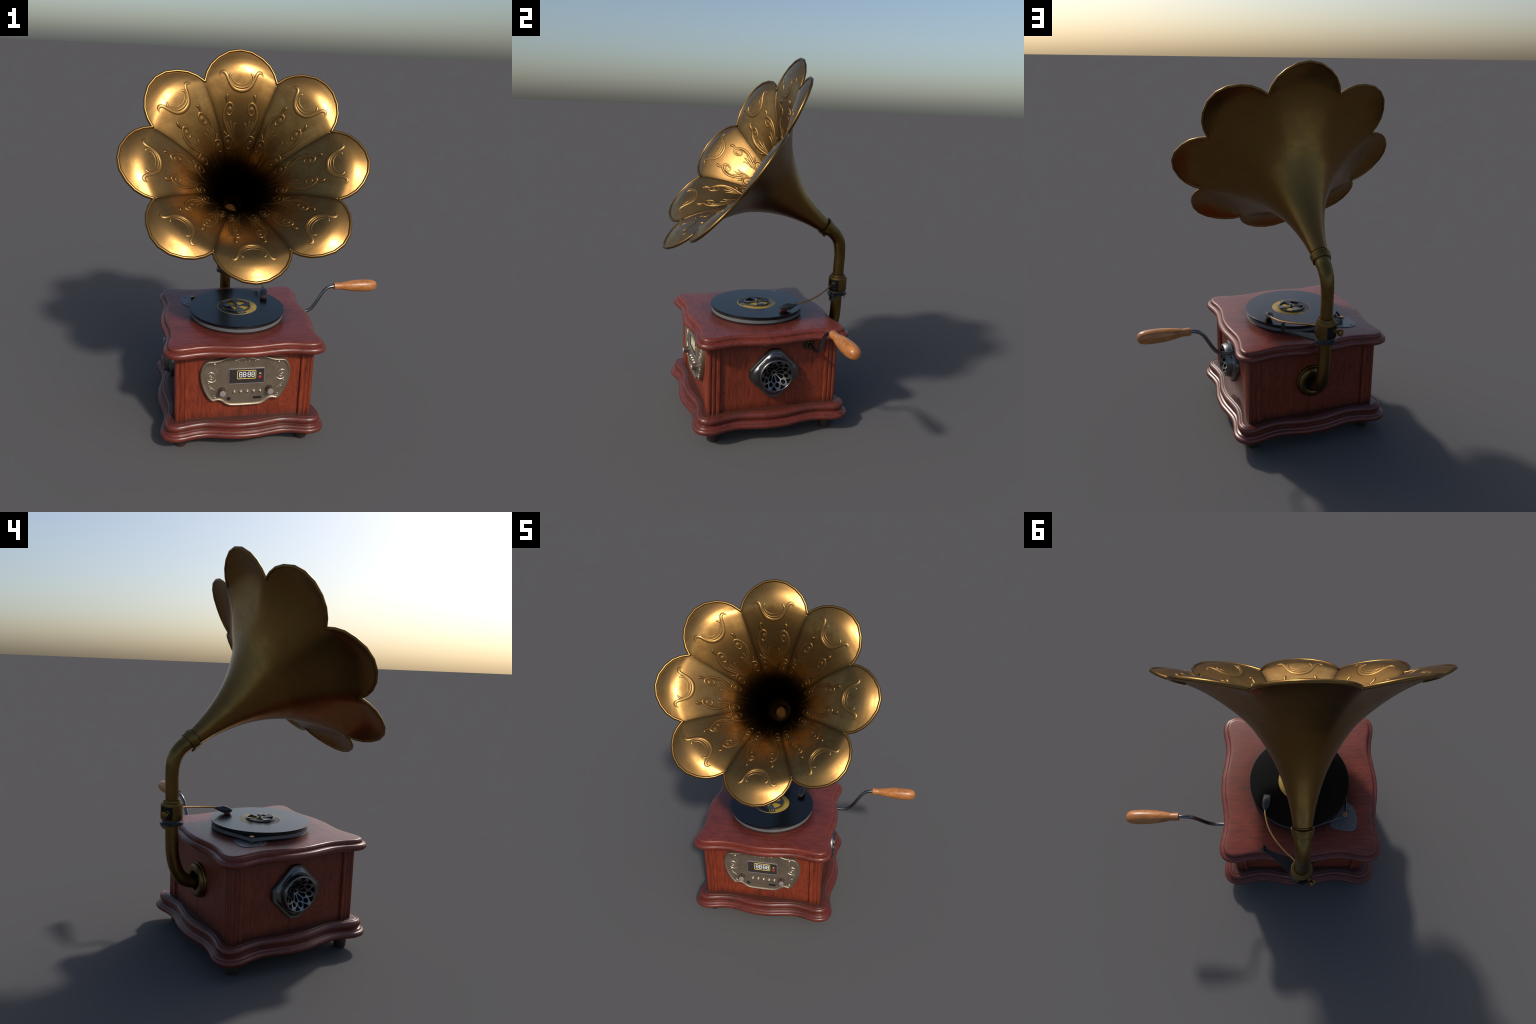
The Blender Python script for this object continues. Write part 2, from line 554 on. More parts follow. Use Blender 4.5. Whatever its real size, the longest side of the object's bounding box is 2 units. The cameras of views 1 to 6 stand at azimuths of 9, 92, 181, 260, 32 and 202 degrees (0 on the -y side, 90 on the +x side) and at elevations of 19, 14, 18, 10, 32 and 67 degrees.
def panel_mesh(name, hole=None):
    """upright panel in x (-.296...296), z .15...55, facing -y; optional round opening"""
    w, z0, z1, t = 0.297, 0.155, 0.545, 0.018
    bm = bmesh.new()
    rect = []
    if hole:
        hz, hr = hole
        n = 64
        # square frame points matched to circle points by angle
        ring = [(hr * cos(2 * pi * k / n), hz + hr * sin(2 * pi * k / n)) for k in range(n)]
        outer = []
        for k in range(n):
            a = 2 * pi * k / n
            c, s = cos(a), sin(a)
            lim = min(w / abs(c) if abs(c) > 1e-6 else 9, ((z1 - hz) if s > 0 else (hz - z0)) / abs(s) if abs(s) > 1e-6 else 9)
            outer.append((c * lim, hz + s * lim))
        for q in ((w, z1), (-w, z1), (-w, z0), (w, z0)):
            a = atan2(q[1] - hz, q[0]) % (2 * pi)
            outer[int(round(a / (2 * pi) * n)) % n] = q
        rings = []
        for y in (-PAN + REC, -PAN + REC + t):
            rings.append([bm.verts.new((x, y, z)) for x, z in outer])
            rings.append([bm.verts.new((x, y, z)) for x, z in ring])
        for k in range(n):
            j = (k + 1) % n
            bm.faces.new((rings[0][k], rings[0][j], rings[1][j], rings[1][k]))
            bm.faces.new((rings[2][k], rings[3][k], rings[3][j], rings[2][j]))
            bm.faces.new((rings[1][k], rings[1][j], rings[3][j], rings[3][k]))
            bm.faces.new((rings[0][k], rings[2][k], rings[2][j], rings[0][j]))
    else:
        v, f = box(0, -PAN + REC + t / 2, (z0 + z1) / 2, 2 * w, t, z1 - z0)
        vs = [bm.verts.new(p) for p in v]
        for q in f:
            bm.faces.new([vs[i] for i in q])
    bmesh.ops.recalc_face_normals(bm, faces=bm.faces)
    me = bpy.data.meshes.new(name)
    bm.to_mesh(me)
    bm.free()
    return me


plain_panel = panel_mesh("cabinet_panel")
hole_panel = panel_mesh("cabinet_panel_opening", (0.365, 0.083))
for k in range(4):
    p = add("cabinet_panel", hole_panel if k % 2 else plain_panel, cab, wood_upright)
    p.rotation_euler = (0, 0, k * pi / 2)


def post_outline():
    """corner post, +x +y corner at (.36,.36); three reeds on each outer face"""
    def face(u):              # u: distance along the face measured from the centre line of the cabinet
        d = 0.0
        for g in (0.3375, 0.3145):
            d = max(d, 0.0042 * (0.5 + 0.5 * cos(pi * min(1.0, abs(u - g) / 0.0080))))
        return 0.360 - d
    us = [0.2915 + i * (0.350 - 0.2915) / 44 for i in range(45)]
    A = [(0.2915, 0.340)] + [(u, face(u) - (0.006 * max(0, 1 - (u - 0.2915) / 0.005) ** 2)) for u in us]
    c = [(0.350 + 0.010 * sin(radians(a)), 0.350 + 0.010 * cos(radians(a))) for a in (15, 30, 45, 60, 75)]
    B = [(y, x) for x, y in reversed(A)]
    return A + c + B + [(0.292, 0.292)]


post_me = mesh_from("corner_post", *prism(post_outline(), 0.158, 0.545), sharp=40)
for k in range(4):
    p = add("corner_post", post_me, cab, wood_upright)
    p.rotation_euler = (0, 0, k * pi / 2)

# --------------------------------------------------------------- front plate
FY = -PAN               # wall the plate sits on
half = [(0, .2415), (.045, .2418), (.080, .2450), (.104, .2555), (.124, .2720), (.140, .2785), (.156, .2755), (.168, .2735), (.182, .2830),
        (.198, .3050), (.216, .3420), (.229, .3830), (.2345, .4180), (.233, .4480), (.224, .4780), (.210, .4985), (.194, .5068),
        (.170, .5085), (.140, .5125), (.110, .5235), (.075, .5320), (.040, .5345), (0, .5352)]
ring = half + [(-x, z) for x, z in reversed(half[1:-1])]
plate_line = resample(catmull([Vector((x + 0.001, z - 0.002, 0)) for x, z in ring], 8, True), 300, True)
plate_levels = [(0.000, -0.006), (0.000, 0.012), (0.0012, 0.0165), (0.0038, 0.0195), (0.0068, 0.0200), (0.0098, 0.0185), (0.0125, 0.0160), (0.017, 0.0150), (0.024, 0.0150)]
v, f = xform(loft_outline(plate_line, plate_levels), Matrix.Translation((0, FY, 0)) @ TO_FRONT)
fascia = add("front_plate", mesh_from("front_plate", v, f, sharp=60), mat=pewter)
FACE = 0.0150           # height of the plate's field above the wall


def on_front(part, x, z, h=FACE):
    return xform(part, Matrix.Translation((x + 0.002, FY - h, z - 0.0058)) @ TO_FRONT)


def frame(w, h, t, d, rc=0.003):
    """rectangular frame: outer w x h, bar t, height d"""
    def rr(w, h, r):
        P = []
        for cx, cy, a in ((w / 2 - r, h / 2 - r, 0), (-w / 2 + r, h / 2 - r, 90), (-w / 2 + r, -h / 2 + r, 180), (w / 2 - r, -h / 2 + r, 270)):
            for k in range(6):
                P.append((cx + r * cos(radians(a + 18 * k)), cy + r * sin(radians(a + 18 * k))))
        return P
    o, i = rr(w, h, rc), rr(w - 2 * t, h - 2 * t, max(0.0005, rc - t))
    m1, m2 = rr(w - t * .6, h - t * .6, rc), rr(w - t * 1.4, h - t * 1.4, max(0.0006, rc - t * .5))
    n = len(o)
    V = [(x, y, 0) for x, y in o] + [(x, y, d) for x, y in m1] + [(x, y, d) for x, y in m2] + [(x, y, 0) for x, y in i]
    F = []
    for k in range(n):
        j = (k + 1) % n
        for q in range(3):
            F.append([q * n + k, q * n + j, (q + 1) * n + j, (q + 1) * n + k])
    return V, F


CXD, CZD = 0.003, 0.4200
add("display_frame", mesh_from("display_frame", *on_front(frame(0.188, 0.090, 0.0048, 0.0040, 0.004), CXD, CZD), sharp=40), fascia, frame_metal)
add("display_screen", mesh_from("display_screen", *on_front(box(0, 0, 0.0006, 0.180, 0.082, 0.0012), CXD, CZD), smooth=False), fascia, screen)
add("clock_border", mesh_from("clock_border", *on_front(frame(0.0985, 0.0495, 0.0034, 0.0012, 0.005), 0.0025, 0.4280, FACE + 0.0012), sharp=40), fascia, yellow_mark)


def seven(cx):
    """one seven-segment figure eight"""
    w, h, t = 0.0128, 0.0262, 0.0034
    bars = []
    def seg(x, z, L, vertical):
        a, b = L / 2, t / 2
        P = [(-a, 0), (-a + b, b), (a - b, b), (a, 0), (a - b, -b), (-a + b, -b)]
        if vertical:
            P = [(y, x_) for x_, y in P]
        return xform(prism(P, 0, 0.0009), Matrix.Translation((x, z, 0)))
    for z in (-h / 2, 0, h / 2):
        bars.append(seg(cx, z, w + 0.001, False))
    for x in (-w / 2, w / 2):
        for z in (-h / 4, h / 4):
            bars.append(seg(cx + x, z, h / 2 + 0.0005, True))
    return join(bars)


for k, cx in enumerate((-0.0305, -0.0105, 0.0135, 0.0335)):
    me = mesh_from("clock_digit", *on_front(seven(0), 0.0025 + cx, 0.4290, FACE + 0.0012), smooth=False)
    add("clock_digit", me, fascia, white_mark)
dots = join([xform(lathe([(0.0014, 0), (0.0014, 0.0008)], 12), Matrix.Translation((0.0015, dz, 0))) for dz in (-0.005, 0.006)])
add("clock_colon", mesh_from("clock_colon", *on_front(dots, 0.0025, 0.4290, FACE + 0.0012), sharp=40), fascia, white_mark)
add("indicator_bar", mesh_from("indicator_bar", *on_front(box(0, 0, 0.0006, 0.0105, 0.0055, 0.0014, 0.0005), 0.0730, 0.4325, FACE + 0.0012), sharp=40), fascia,
    yellow_mark)
add("indicator_dot", mesh_from("indicator_dot", *on_front(lathe([(0.0078, 0), (0.0074, 0.0014), (0.004, 0.0022), (0, 0.0024)], 28), 0.0725, 0.4125, FACE + 0.0012), sharp=60),
    fascia, red_mark)

button_me = mesh_from("push_button", *xform(lathe([(0.0100, 0), (0.0098, 0.001), (0.0080, 0.0016), (0.0078, 0.0045), (0.0062, 0.0078), (0.0032, 0.0096), (0, 0.0100)], 24), TO_FRONT), sharp=70)
for x in (-0.0585, -0.0245, 0.0095, 0.0430, 0.0765):
    b = add("push_button", button_me, fascia, pewter_light)
    b.location = (x + 0.002, FY - FACE, 0.3242)


def knob():
    n = 96
    V, F = [], []
    prof = [(0.0215, 0.0), (0.0208, 0.004), (0.0185, 0.010), (0.0172, 0.030), (0.0160, 0.0335)]
    for i, (r, z) in enumerate(prof):
        for k in range(n):
            rr = r * (1 - (0.14 if k % 4 < 2 else 0.0)) if 1 <= i <= 3 else r * 0.96
            t = 2 * pi * k / n
            V.append((rr * cos(t), rr * sin(t), z))
    for i in range(len(prof) - 1):
        for k in range(n):
            a, b = i * n + k, i * n + (k + 1) % n
            F.append([a, b, b + n, a + n])
    F.append(list(range(n))[::-1])
    F.append([(len(prof) - 1) * n + k for k in range(n)])
    return V, F


def knob_cap():
    return lathe([(0.0158, 0.0330), (0.0158, 0.0355), (0.0148, 0.0372), (0.0, 0.0376)], 40)


knob_me = mesh_from("control_knob", *xform(knob(), TO_FRONT), sharp=30)
cap_me = mesh_from("knob_cap", *xform(knob_cap(), TO_FRONT), sharp=50)
knob_dark = plain("knob_ribbed_metal", (0.15, 0.115, 0.095), 0.45, 0.8, 0.2, 60)
for x in (-0.1225, 0.1250):
    k = add("control_knob", knob_me, fascia, knob_dark)
    k.location = (x + 0.002, FY - FACE, 0.3365)
    c = add("knob_cap", cap_me, fascia, knob_metal)
    c.location = (x + 0.002, FY - FACE, 0.3365)

add("jack_socket", mesh_from("jack_socket", *on_front(lathe([(0.0105, 0), (0.0100, 0.0008), (0.0078, 0.0010)], 24, False), -0.0865, 0.2910), sharp=40), fascia, dark_metal)
add("jack_black_disc", mesh_from("jack_black_disc", *on_front(lathe([(0.0080, 0.0), (0.0080, 0.0006)], 24), -0.0865, 0.2910), smooth=False), fascia, void_black)  # black disc laid on the plate; no hole is cut
add("card_slot", mesh_from("card_slot", *on_front(frame(0.0440, 0.0150, 0.0020, 0.0012, 0.0012), 0.0635, 0.2910), sharp=40), fascia, dark_metal)
add("slot_black_plate", mesh_from("slot_black_plate", *on_front(box(0, 0, 0.0003, 0.0405, 0.0115, 0.0006), 0.0635, 0.2910), smooth=False), fascia, void_black)  # thin black plate stands in for the open slot
add("slot_tongue", mesh_from("slot_tongue", *on_front(box(0, -0.001, 0.0007, 0.0365, 0.0045, 0.0012), 0.0635, 0.2910), smooth=False), fascia, dark_metal)


def relief(path, w, h, place, per=5, n=8, sink=0.0012, fat=1.0):
    """raised half-round line. place(x,y) -> (point, normal). w: list of half widths along the path or number"""
    P = catmull([Vector((p[0], p[1], 0)) for p in path], per)
    w = [q * fat for q in w] if isinstance(w, (list, tuple)) else w * fat
    m = len(P)
    Q = [place(p.x, p.y) for p in P]
    V, F = [], []
    for i in range(m):
        s = i / (m - 1)
        if isinstance(w, (list, tuple)):
            fidx = s * (len(w) - 1)
            j = min(int(fidx), len(w) - 2)
            ww = w[j] + (w[j + 1] - w[j]) * (fidx - j)
        else:
            ww = w
        hh = h * min(1.0, ww / (max(w) if isinstance(w, (list, tuple)) else w))
        c, nr = Q[i]
        t = (Q[min(i + 1, m - 1)][0] - Q[max(i - 1, 0)][0]).normalized()
        b = nr.cross(t).normalized()
        for k in range(n + 1):
            a = pi * k / n
            V.append(c + b * (ww * cos(a)) + nr * (hh * sin(a) - sink))
    for i in range(m - 1):
        for k in range(n):
            a = i * (n + 1) + k
            F.append([a, a + 1, a + n + 2, a + n + 1])
    F.append(list(range(n + 1))[::-1])
    F.append([(m - 1) * (n + 1) + k for k in range(n + 1)])
    return V, F


def blob(x, y, rx, h, place, n=16, m=5, sink=0.001, pw=1.0):
    c, nr = place(x, y)
    u = place(x + 0.004, y)[0] - c
    u = (u - nr * u.dot(nr)).normalized()
    w = nr.cross(u)
    V, F = [], []
    for i in range(m):
        a = (pi / 2) * i / m
        for k in range(n):
            t = 2 * pi * k / n
            V.append(c + (u * cos(t) + w * sin(t)) * rx * cos(a) ** pw + nr * (h * sin(a) - sink))
    V.append(c + nr * (h - sink))
    for i in range(m - 1):
        for k in range(n):
            a, b = i * n + k, i * n + (k + 1) % n
            F.append([a, b, b + n, a + n])
    for k in range(n):
        F.append([(m - 1) * n + k, (m - 1) * n + (k + 1) % n, m * n])
    return V, F


def front_place(x, z):
    return Vector((x + 0.002, FY - FACE, z - 0.0058)), Vector((0, -1, 0))


def plate_scrolls(s):
    """ornament of one half of the plate, s = +-1"""
    c = 0.0025
    L = []
    def r(path, w, h):
        L.append(relief([(c + s * (x), z) for x, z in path], w, h, front_place, 5, 8, fat=1.25))
    def o(x, z, rad, h):
        L.append(blob(c + s * x, z, rad, h, front_place))
    # big scroll at the side
    r([(.158, .409), (.163, .398), (.177, .391), (.192, .395), (.201, .406)], [.001, .0045, .0055, .0045, .001], .006)
    r([(.206, .428), (.198, .441), (.183, .446), (.168, .438), (.164, .424), (.171, .412), (.183, .408), (.192, .416), (.190, .427), (.182, .430)],
      [.001, .004, .0055, .004, .0035, .0035, .003, .003, .003, .001], .006)
    o(.1815, .4205, .0062, .0055)
    # long S stroke up to the ball
    r([(.142, .428), (.152, .447), (.160, .466), (.164, .482)], [.0008, .0025, .0022, .001], .003)
    o(.166, .4945, .0078, .0075)
    r([(.176, .492), (.181, .486)], [.003, .001], .003)
    # sprig below
    o(.1955, .3850, .0040, .004)
    r([(.194, .374), (.182, .360), (.165, .345), (.150, .329)], [.001, .0032, .0034, .001], .0045)
    r([(.192, .348), (.183, .353), (.172, .351)], [.001, .0036, .002], .0045)
    r([(.178, .340), (.172, .330)], [.002, .0008], .003)
    # lower drop and comma
    o(.1660, .3105, .0052, .006)
    r([(.171, .302), (.163, .2985), (.154, .302)], [.001, .0046, .001], .0055)
    o(.1585, .2880, .003, .003)
    # scroll along the upper edge
    r([(.066, .5145), (.058, .5105), (.047, .5135), (.034, .5190), (.020, .5205), (.008, .5155), (.004, .5080)],
      [.001, .0045, .003, .0026, .0026, .0022, .001], .0045)
    o(.0105, .5040, .0045, .005)
    o(.0415, .5055, .0032, .004)
    return L


me = mesh_from("plate_ornament", *join(plate_scrolls(1) + plate_scrolls(-1)), sharp=50)
add("plate_ornament", me, fascia, pewter_light, stuff=True)

# ------------------------------------------------------------ speaker grilles
def octagon(flat, ext, n_side=10):
    """square on its corner with its four corners cut flat; rounded a little"""
    P = [(ext, -flat), (ext, flat), (flat, ext), (-flat, ext), (-ext, flat), (-ext, -flat), (-flat, -ext), (flat, -ext)]
    out = []
    for i in range(8):
        a, b, c = Vector(P[i - 1]), Vector(P[i]), Vector(P[(i + 1) % 8])
        d1, d2 = (a - b).normalized(), (c - b).normalized()
        r = 0.017
        for k in range(7):
            t = k / 6
            out.append(b + d1 * r * (1 - t) ** 2 + d2 * r * t * t)
    return [Vector((p.x, p.y, 0)) for p in out]


def blend_ring(n, s_oct, r, f):
    """ring between the octagon (scaled s_oct) and a circle of radius r, mix f"""
    base = resample(octagon(0.027, 0.136), n, True)
    out = []
    for p in base:
        q = p * s_oct
        c = p.normalized() * r
        out.append(q.lerp(c, f))
    return out


def grille_plate():
    n = 144
    rings = [(1.0, .1, 0.0, -0.006), (1.0, .1, 0.0, 0.0135), (0.985, .1, 0.0, 0.0165), (0.955, .1, 0.0, 0.0170), (0.90, .1, 0.0, 0.0165), (0.87, .11, .05, 0.0185),
             (0.84, .108, .2, 0.0235), (0.80, .105, .45, 0.0275), (0.78, .102, .75, 0.0290), (0.75, .0995, 1, 0.0285), (0.74, .0970, 1, 0.0290),
             (0.73, .0960, 1, 0.0340), (0.72, .0935, 1, 0.0440), (0.7, .0915, 1, 0.0500), (0.7, .0895, 1, 0.0535), (0.7, .0870, 1, 0.0552),
             (0.7, .0845, 1, 0.0550), (0.7, .0825, 1, 0.0525), (0.7, .0820, 1, 0.0460)]
    V, F = [], []
    for s, r, f, h in rings:
        for p in blend_ring(n, s, r, f):
            V.append((p.x, p.y, h))
    for i in range(len(rings) - 1):
        for k in range(n):
            a, b = i * n + k, i * n + (k + 1) % n
            F.append([a, b, b + n, a + n])
    return V, F


def bowl(r):
    """height of the pierced bowl above the wall at radius r: deepest in the middle"""
    q = min(1.0, r / 0.0845)
    return 0.006 + 0.0485 * (0.35 * q ** 1.6 + 0.65 * q * q * (3 - 2 * q))


def rounded(pts, per=5):
    return [(p.x, p.y) for p in catmull([Vector((x, y, 0)) for x, y in pts], per, True)]


def turned(pts, a):
    return [(x * cos(a) - y * sin(a), x * sin(a) + y * cos(a)) for x, y in pts]


def pierced_bowl():
    """sheet with three rings of openings: drops, rounds and lens shapes, ten of each, then dished"""
    N = 10
    step = 2 * pi / N
    w = 0.0023
    drop = []
    for r in (.0170, .0230, .0300, .0370):
        drop.append((r, r * sin(step / 2) - w))
    up = drop + [(.0430, .0090), (.0468, .0052)]
    drop = [(.0155, 0)] + up + [(.0482, 0)] + [(x, -y) for x, y in reversed(up)]
    drop = rounded(drop, 4)
    disc = [(.0585 + .0104 * cos(2 * pi * k / 24), .0112 * sin(2 * pi * k / 24)) for k in range(24)]
    lens = [(.0610, 0), (.0655, .0044), (.0715, .0098), (.0762, .0148), (.0792, .0142), (.0815, .0075), (.0822, 0)]
    lens = rounded(lens + [(x, -y) for x, y in reversed(lens[1:-1])], 4)
    outlines = [[(.0845 * cos(2 * pi * k / 120), .0845 * sin(2 * pi * k / 120)) for k in range(120)],
                [(.0075 * cos(2 * pi * k / 24), .0075 * sin(2 * pi * k / 24)) for k in range(24)]]
    for k in range(N):
        a = k * step + 0.16
        outlines += [turned(drop, a), turned(disc, a + step / 2), turned(lens, a)]
    cu = bpy.data.curves.new("pierced_sheet", 'CURVE')
    cu.dimensions = '2D'
    cu.fill_mode = 'BOTH'
    for o in outlines:
        sp = cu.splines.new('POLY')
        sp.points.add(len(o) - 1)
        for p, (x, y) in zip(sp.points, o):
            p.co = (x, y, 0, 1)
        sp.use_cyclic_u = True
    tmp = bpy.data.objects.new("pierced_sheet", cu)
    COL.objects.link(tmp)
    bpy.context.view_layer.update()
    me = bpy.data.meshes.new_from_object(tmp.evaluated_get(bpy.context.evaluated_depsgraph_get()))
    bpy.data.objects.remove(tmp)
    bpy.data.curves.remove(cu)
    bm = bmesh.new()
    bm.from_mesh(me)
    bmesh.ops.remove_doubles(bm, verts=bm.verts, dist=1e-6)
    for _ in range(5):
        long = [e for e in bm.edges if e.calc_length() > 0.0045]
        if not long:
            break
        bmesh.ops.subdivide_edges(bm, edges=long, cuts=1)
        bmesh.ops.triangulate(bm, faces=bm.faces)
    for v in bm.verts:
        v.co.z = bowl(hypot(v.co.x, v.co.y))
    bmesh.ops.recalc_face_normals(bm, faces=bm.faces)
    if sum(f.normal.z for f in bm.faces) < 0:
        bmesh.ops.reverse_faces(bm, faces=bm.faces)
    top = list(bm.faces)
    ext = bmesh.ops.extrude_face_region(bm, geom=top, use_keep_orig=True)
    for v in [g for g in ext["geom"] if isinstance(g, bmesh.types.BMVert)]:
        v.co.z -= 0.0055
    bmesh.ops.recalc_face_normals(bm, faces=bm.faces)
    bm.to_mesh(me)
    bm.free()
    for p in me.polygons:
        p.use_smooth = True
    me.set_sharp_from_angle(angle=radians(48))
    me.name = "grille_lattice"
    return me


gp = mesh_from("speaker_grille", *grille_plate(), sharp=45)
gl = pierced_bowl()
gb = mesh_from("grille_shadow_cup", *lathe([(0.0, -0.030), (0.070, -0.030), (0.0815, -0.012), (0.0815, 0.040)], 48, False))  # black cup added behind the lattice so its openings look dark
for s in (1, -1):
    ob = add("speaker_grille", gp, mat=gun_steel)
    ob.matrix_basis = Matrix.Translation((s * PAN, 0, 0.365)) @ Matrix(((0, 0, s), (s, 0, 0), (0, 1, 0))).to_4x4()
    for nm, me, mt in (("grille_lattice", gl, gun_steel), ("grille_black_cup", gb, void_black)):
        add(nm, me, ob, mt)

# ------------------------------------------------------------------ turntable
TOPZ = 0.5985
plat = lathe([(0.10, TOPZ + .0005), (0.2500, TOPZ + .0008), (0.2565, TOPZ + .0018), (0.2575, TOPZ + .0030), (0.2565, TOPZ + .0040), (0.2555, TOPZ + .0044), (0.2565, TOPZ + .0054), (0.2530, TOPZ + .0064), (0.2525, 0.6222), (0.2548, 0.6230),
              (0.2552, 0.6255), (0.2535, 0.6268), (0.2535, 0.6285), (0.2552, 0.6297), (0.2552, 0.6320), (0.2535, 0.6333), (0.2535, 0.6350), (0.250, 0.6358), (0.0, 0.6358)], 128)
turn = add("turntable", mesh_from("turntable", *plat, sharp=30), mat=black)
rec = lathe([(0.0, 0.6360), (0.258, 0.6360), (0.2611, 0.6362), (0.2615, 0.6366), (0.2615, 0.6407), (0.2611, 0.6411), (0.2606, 0.6412), (0.2600, 0.6412), (0.2570, 0.6412), (0.110, 0.6412), (0.0, 0.6412)], 160)
add("record", mesh_from("record", *rec, sharp=35), turn, vinyl)
lab = lathe([(0.110, 0.6410), (0.1098, 0.6417), (0.1092, 0.6418), (0.1080, 0.6418), (0.0, 0.6418)], 96)
add("record_label", mesh_from("record_label", *lab, sharp=40), turn, label_paper)


def text_mesh(name, body, size, loc, ang, depth=0.0004):
    cu = bpy.data.curves.new(name, 'FONT')
    cu.body = body
    cu.size = size
    cu.extrude = depth
    cu.align_x = 'CENTER'
    cu.align_y = 'CENTER'
    tmp = bpy.data.objects.new(name, cu)
    COL.objects.link(tmp)
    bpy.context.view_layer.update()
    me = bpy.data.meshes.new_from_object(tmp.evaluated_get(bpy.context.evaluated_depsgraph_get()))
    bpy.data.objects.remove(tmp)
    bpy.data.curves.remove(cu)
    me.transform(Matrix.Translation(loc) @ Matrix.Rotation(ang, 4, 'Z'))
    me.name = name
    return me


A23 = radians(23)
ochre_ink = plain("ochre_print", (0.33, 0.22, 0.03), 0.45)
grey_ink = plain("grey_print", (0.34, 0.34, 0.34), 0.5)
black_ink = plain("black_print", (0.010, 0.010, 0.011), 0.45)


def lab_pt(X, Y, z=0.6420):
    return Vector((X * cos(A23) - Y * sin(A23), X * sin(A23) + Y * cos(A23), z))


# printed boxes and dividing line of the label (thin ink layers)
L = []
for Y0, Y1 in ((0.0640, 0.0985), (-0.0985, -0.0655)):
    bx = box(-0.0145, (Y0 + Y1) / 2, 0.6419, 0.0315, Y1 - Y0, 0.0004)
    L.append(xform(bx, Matrix.Rotation(A23, 4, 'Z')))
gear = []
for k in range(44):
    a = 2 * pi * k / 44
    gear.append(xform(box(0.0790, 0, 0.6419, 0.0050, 0.0052, 0.0004), Matrix.Rotation(a, 4, 'Z')))
add("label_box_print", mesh_from("label_box_print", *join(L + gear), smooth=False), turn, black_ink, stuff=True)
rule = xform(box(-0.0340, 0, 0.6418, 0.0028, 0.206, 0.0006), Matrix.Rotation(A23, 4, 'Z'))
add("label_rule", mesh_from("label_rule", *rule, smooth=False), turn, ochre_ink)
add("label_lettering", text_mesh("label_lettering", "33", 0.023, lab_pt(-0.0145, -0.082, 0.6424), A23), turn, grey_ink)
add("label_lettering", text_mesh("label_lettering", "LP", 0.020, lab_pt(-0.0145, 0.083, 0.6424), A23), turn, grey_ink)
add("label_lettering", text_mesh("label_lettering", "SIDE A", 0.0155, Vector((-0.0690, -0.0345, 0.6420)), radians(-56)), turn, ochre_ink)

# wheel-shaped adapter: ring, four blades rising towards the ring, spindle
ad = [lathe([(0.0665, 0.6425), (0.0745, 0.6425), (0.0752, 0.6455), (0.0740, 0.6490), (0.0705, 0.6500), (0.0668, 0.6490), (0.0660, 0.6455), (0.0665, 0.6425)], 72, False)]


def blade():
    V, F = [], []
    rows = 12
    for i in range(rows + 1):
        t = i / rows
        r = 0.008 + t * 0.066
        half_a = 0.0036 + 0.0215 * max(0.0, (t - 0.22) / 0.78) ** 1.3 * (1 - 0.18 * max(0, t - 0.85) / 0.15)
        z = 0.6475 + 0.0072 * t ** 1.2
        tilt = 0.0035 * t
        for j, u in enumerate((-1, -0.5, 0, 0.5, 1)):
            V.append((r - 0.006 * (u * u) * t, u * half_a, z + tilt * u * 0.5))
        for j, u in enumerate((1, 0.5, 0, -0.5, -1)):
            V.append((r - 0.006 * (u * u) * t, u * half_a, z + tilt * u * 0.5 - 0.0034))
    m = 10
    for i in range(rows):
        for j in range(m):
            a, b = i * m + j, i * m + (j + 1) % m
            F.append([a, b, b + m, a + m])
    F.append(list(range(m))[::-1])
    F.append([rows * m + j for j in range(m)])
    return V, F


for k in range(4):
    ad.append(xform(blade(), Matrix.Rotation(k * pi / 2 + radians(4), 4, 'Z')))
ad.append(lathe([(0.0, 0.6425), (0.0135, 0.6425), (0.0135, 0.6480), (0.0115, 0.6500), (0.0, 0.6502)], 32))
adap_mat = plain("adapter_dark_metal", (0.075, 0.080, 0.088), 0.30, 0.75, 0.2)
add("record_adapter", mesh_from("record_adapter", *join(ad), sharp=45), turn, adap_mat)
add("spindle", mesh_from("spindle", *lathe([(0.0072, 0.642), (0.0072, 0.6605), (0.0060, 0.6642), (0.0030, 0.6660), (0, 0.6664)], 24), sharp=60), turn, steel)

# drive belt round the platter and the small pulley
PX, PY, PR, BR = -0.2330, 0.1850, 0.0085, 0.2560


def belt_outline(o):
    d = hypot(PX, PY)
    th = atan2(PY, PX)
    ga = math.acos((BR - PR) / d)
    P = []
    n = 120
    a0, a1 = th + ga, th - ga + 2 * pi
    for i in range(n + 1):
        a = a0 + (a1 - a0) * i / n
        P.append(Vector(((BR + o) * cos(a), (BR + o) * sin(a), 0)))
    for i in range(13):
        a = th - ga + (2 * ga) * i / 12
        P.append(Vector((PX + (PR + o) * cos(a), PY + (PR + o) * sin(a), 0)))
    return P


oo, ii = belt_outline(0.0), belt_outline(-0.0028)
n = len(oo)
V = [(p.x, p.y, z) for P, z in ((oo, 0.6055), (oo, 0.6215), (ii, 0.6218), (ii, 0.6052)) for p in P]
F = []
for q in range(4):
    for k in range(n):
        F.append([q * n + k, q * n + (k + 1) % n, ((q + 1) % 4) * n + (k + 1) % n, ((q + 1) % 4) * n + k])
add("drive_belt", mesh_from("drive_belt", V, F, sharp=40), turn, grey_rubber)

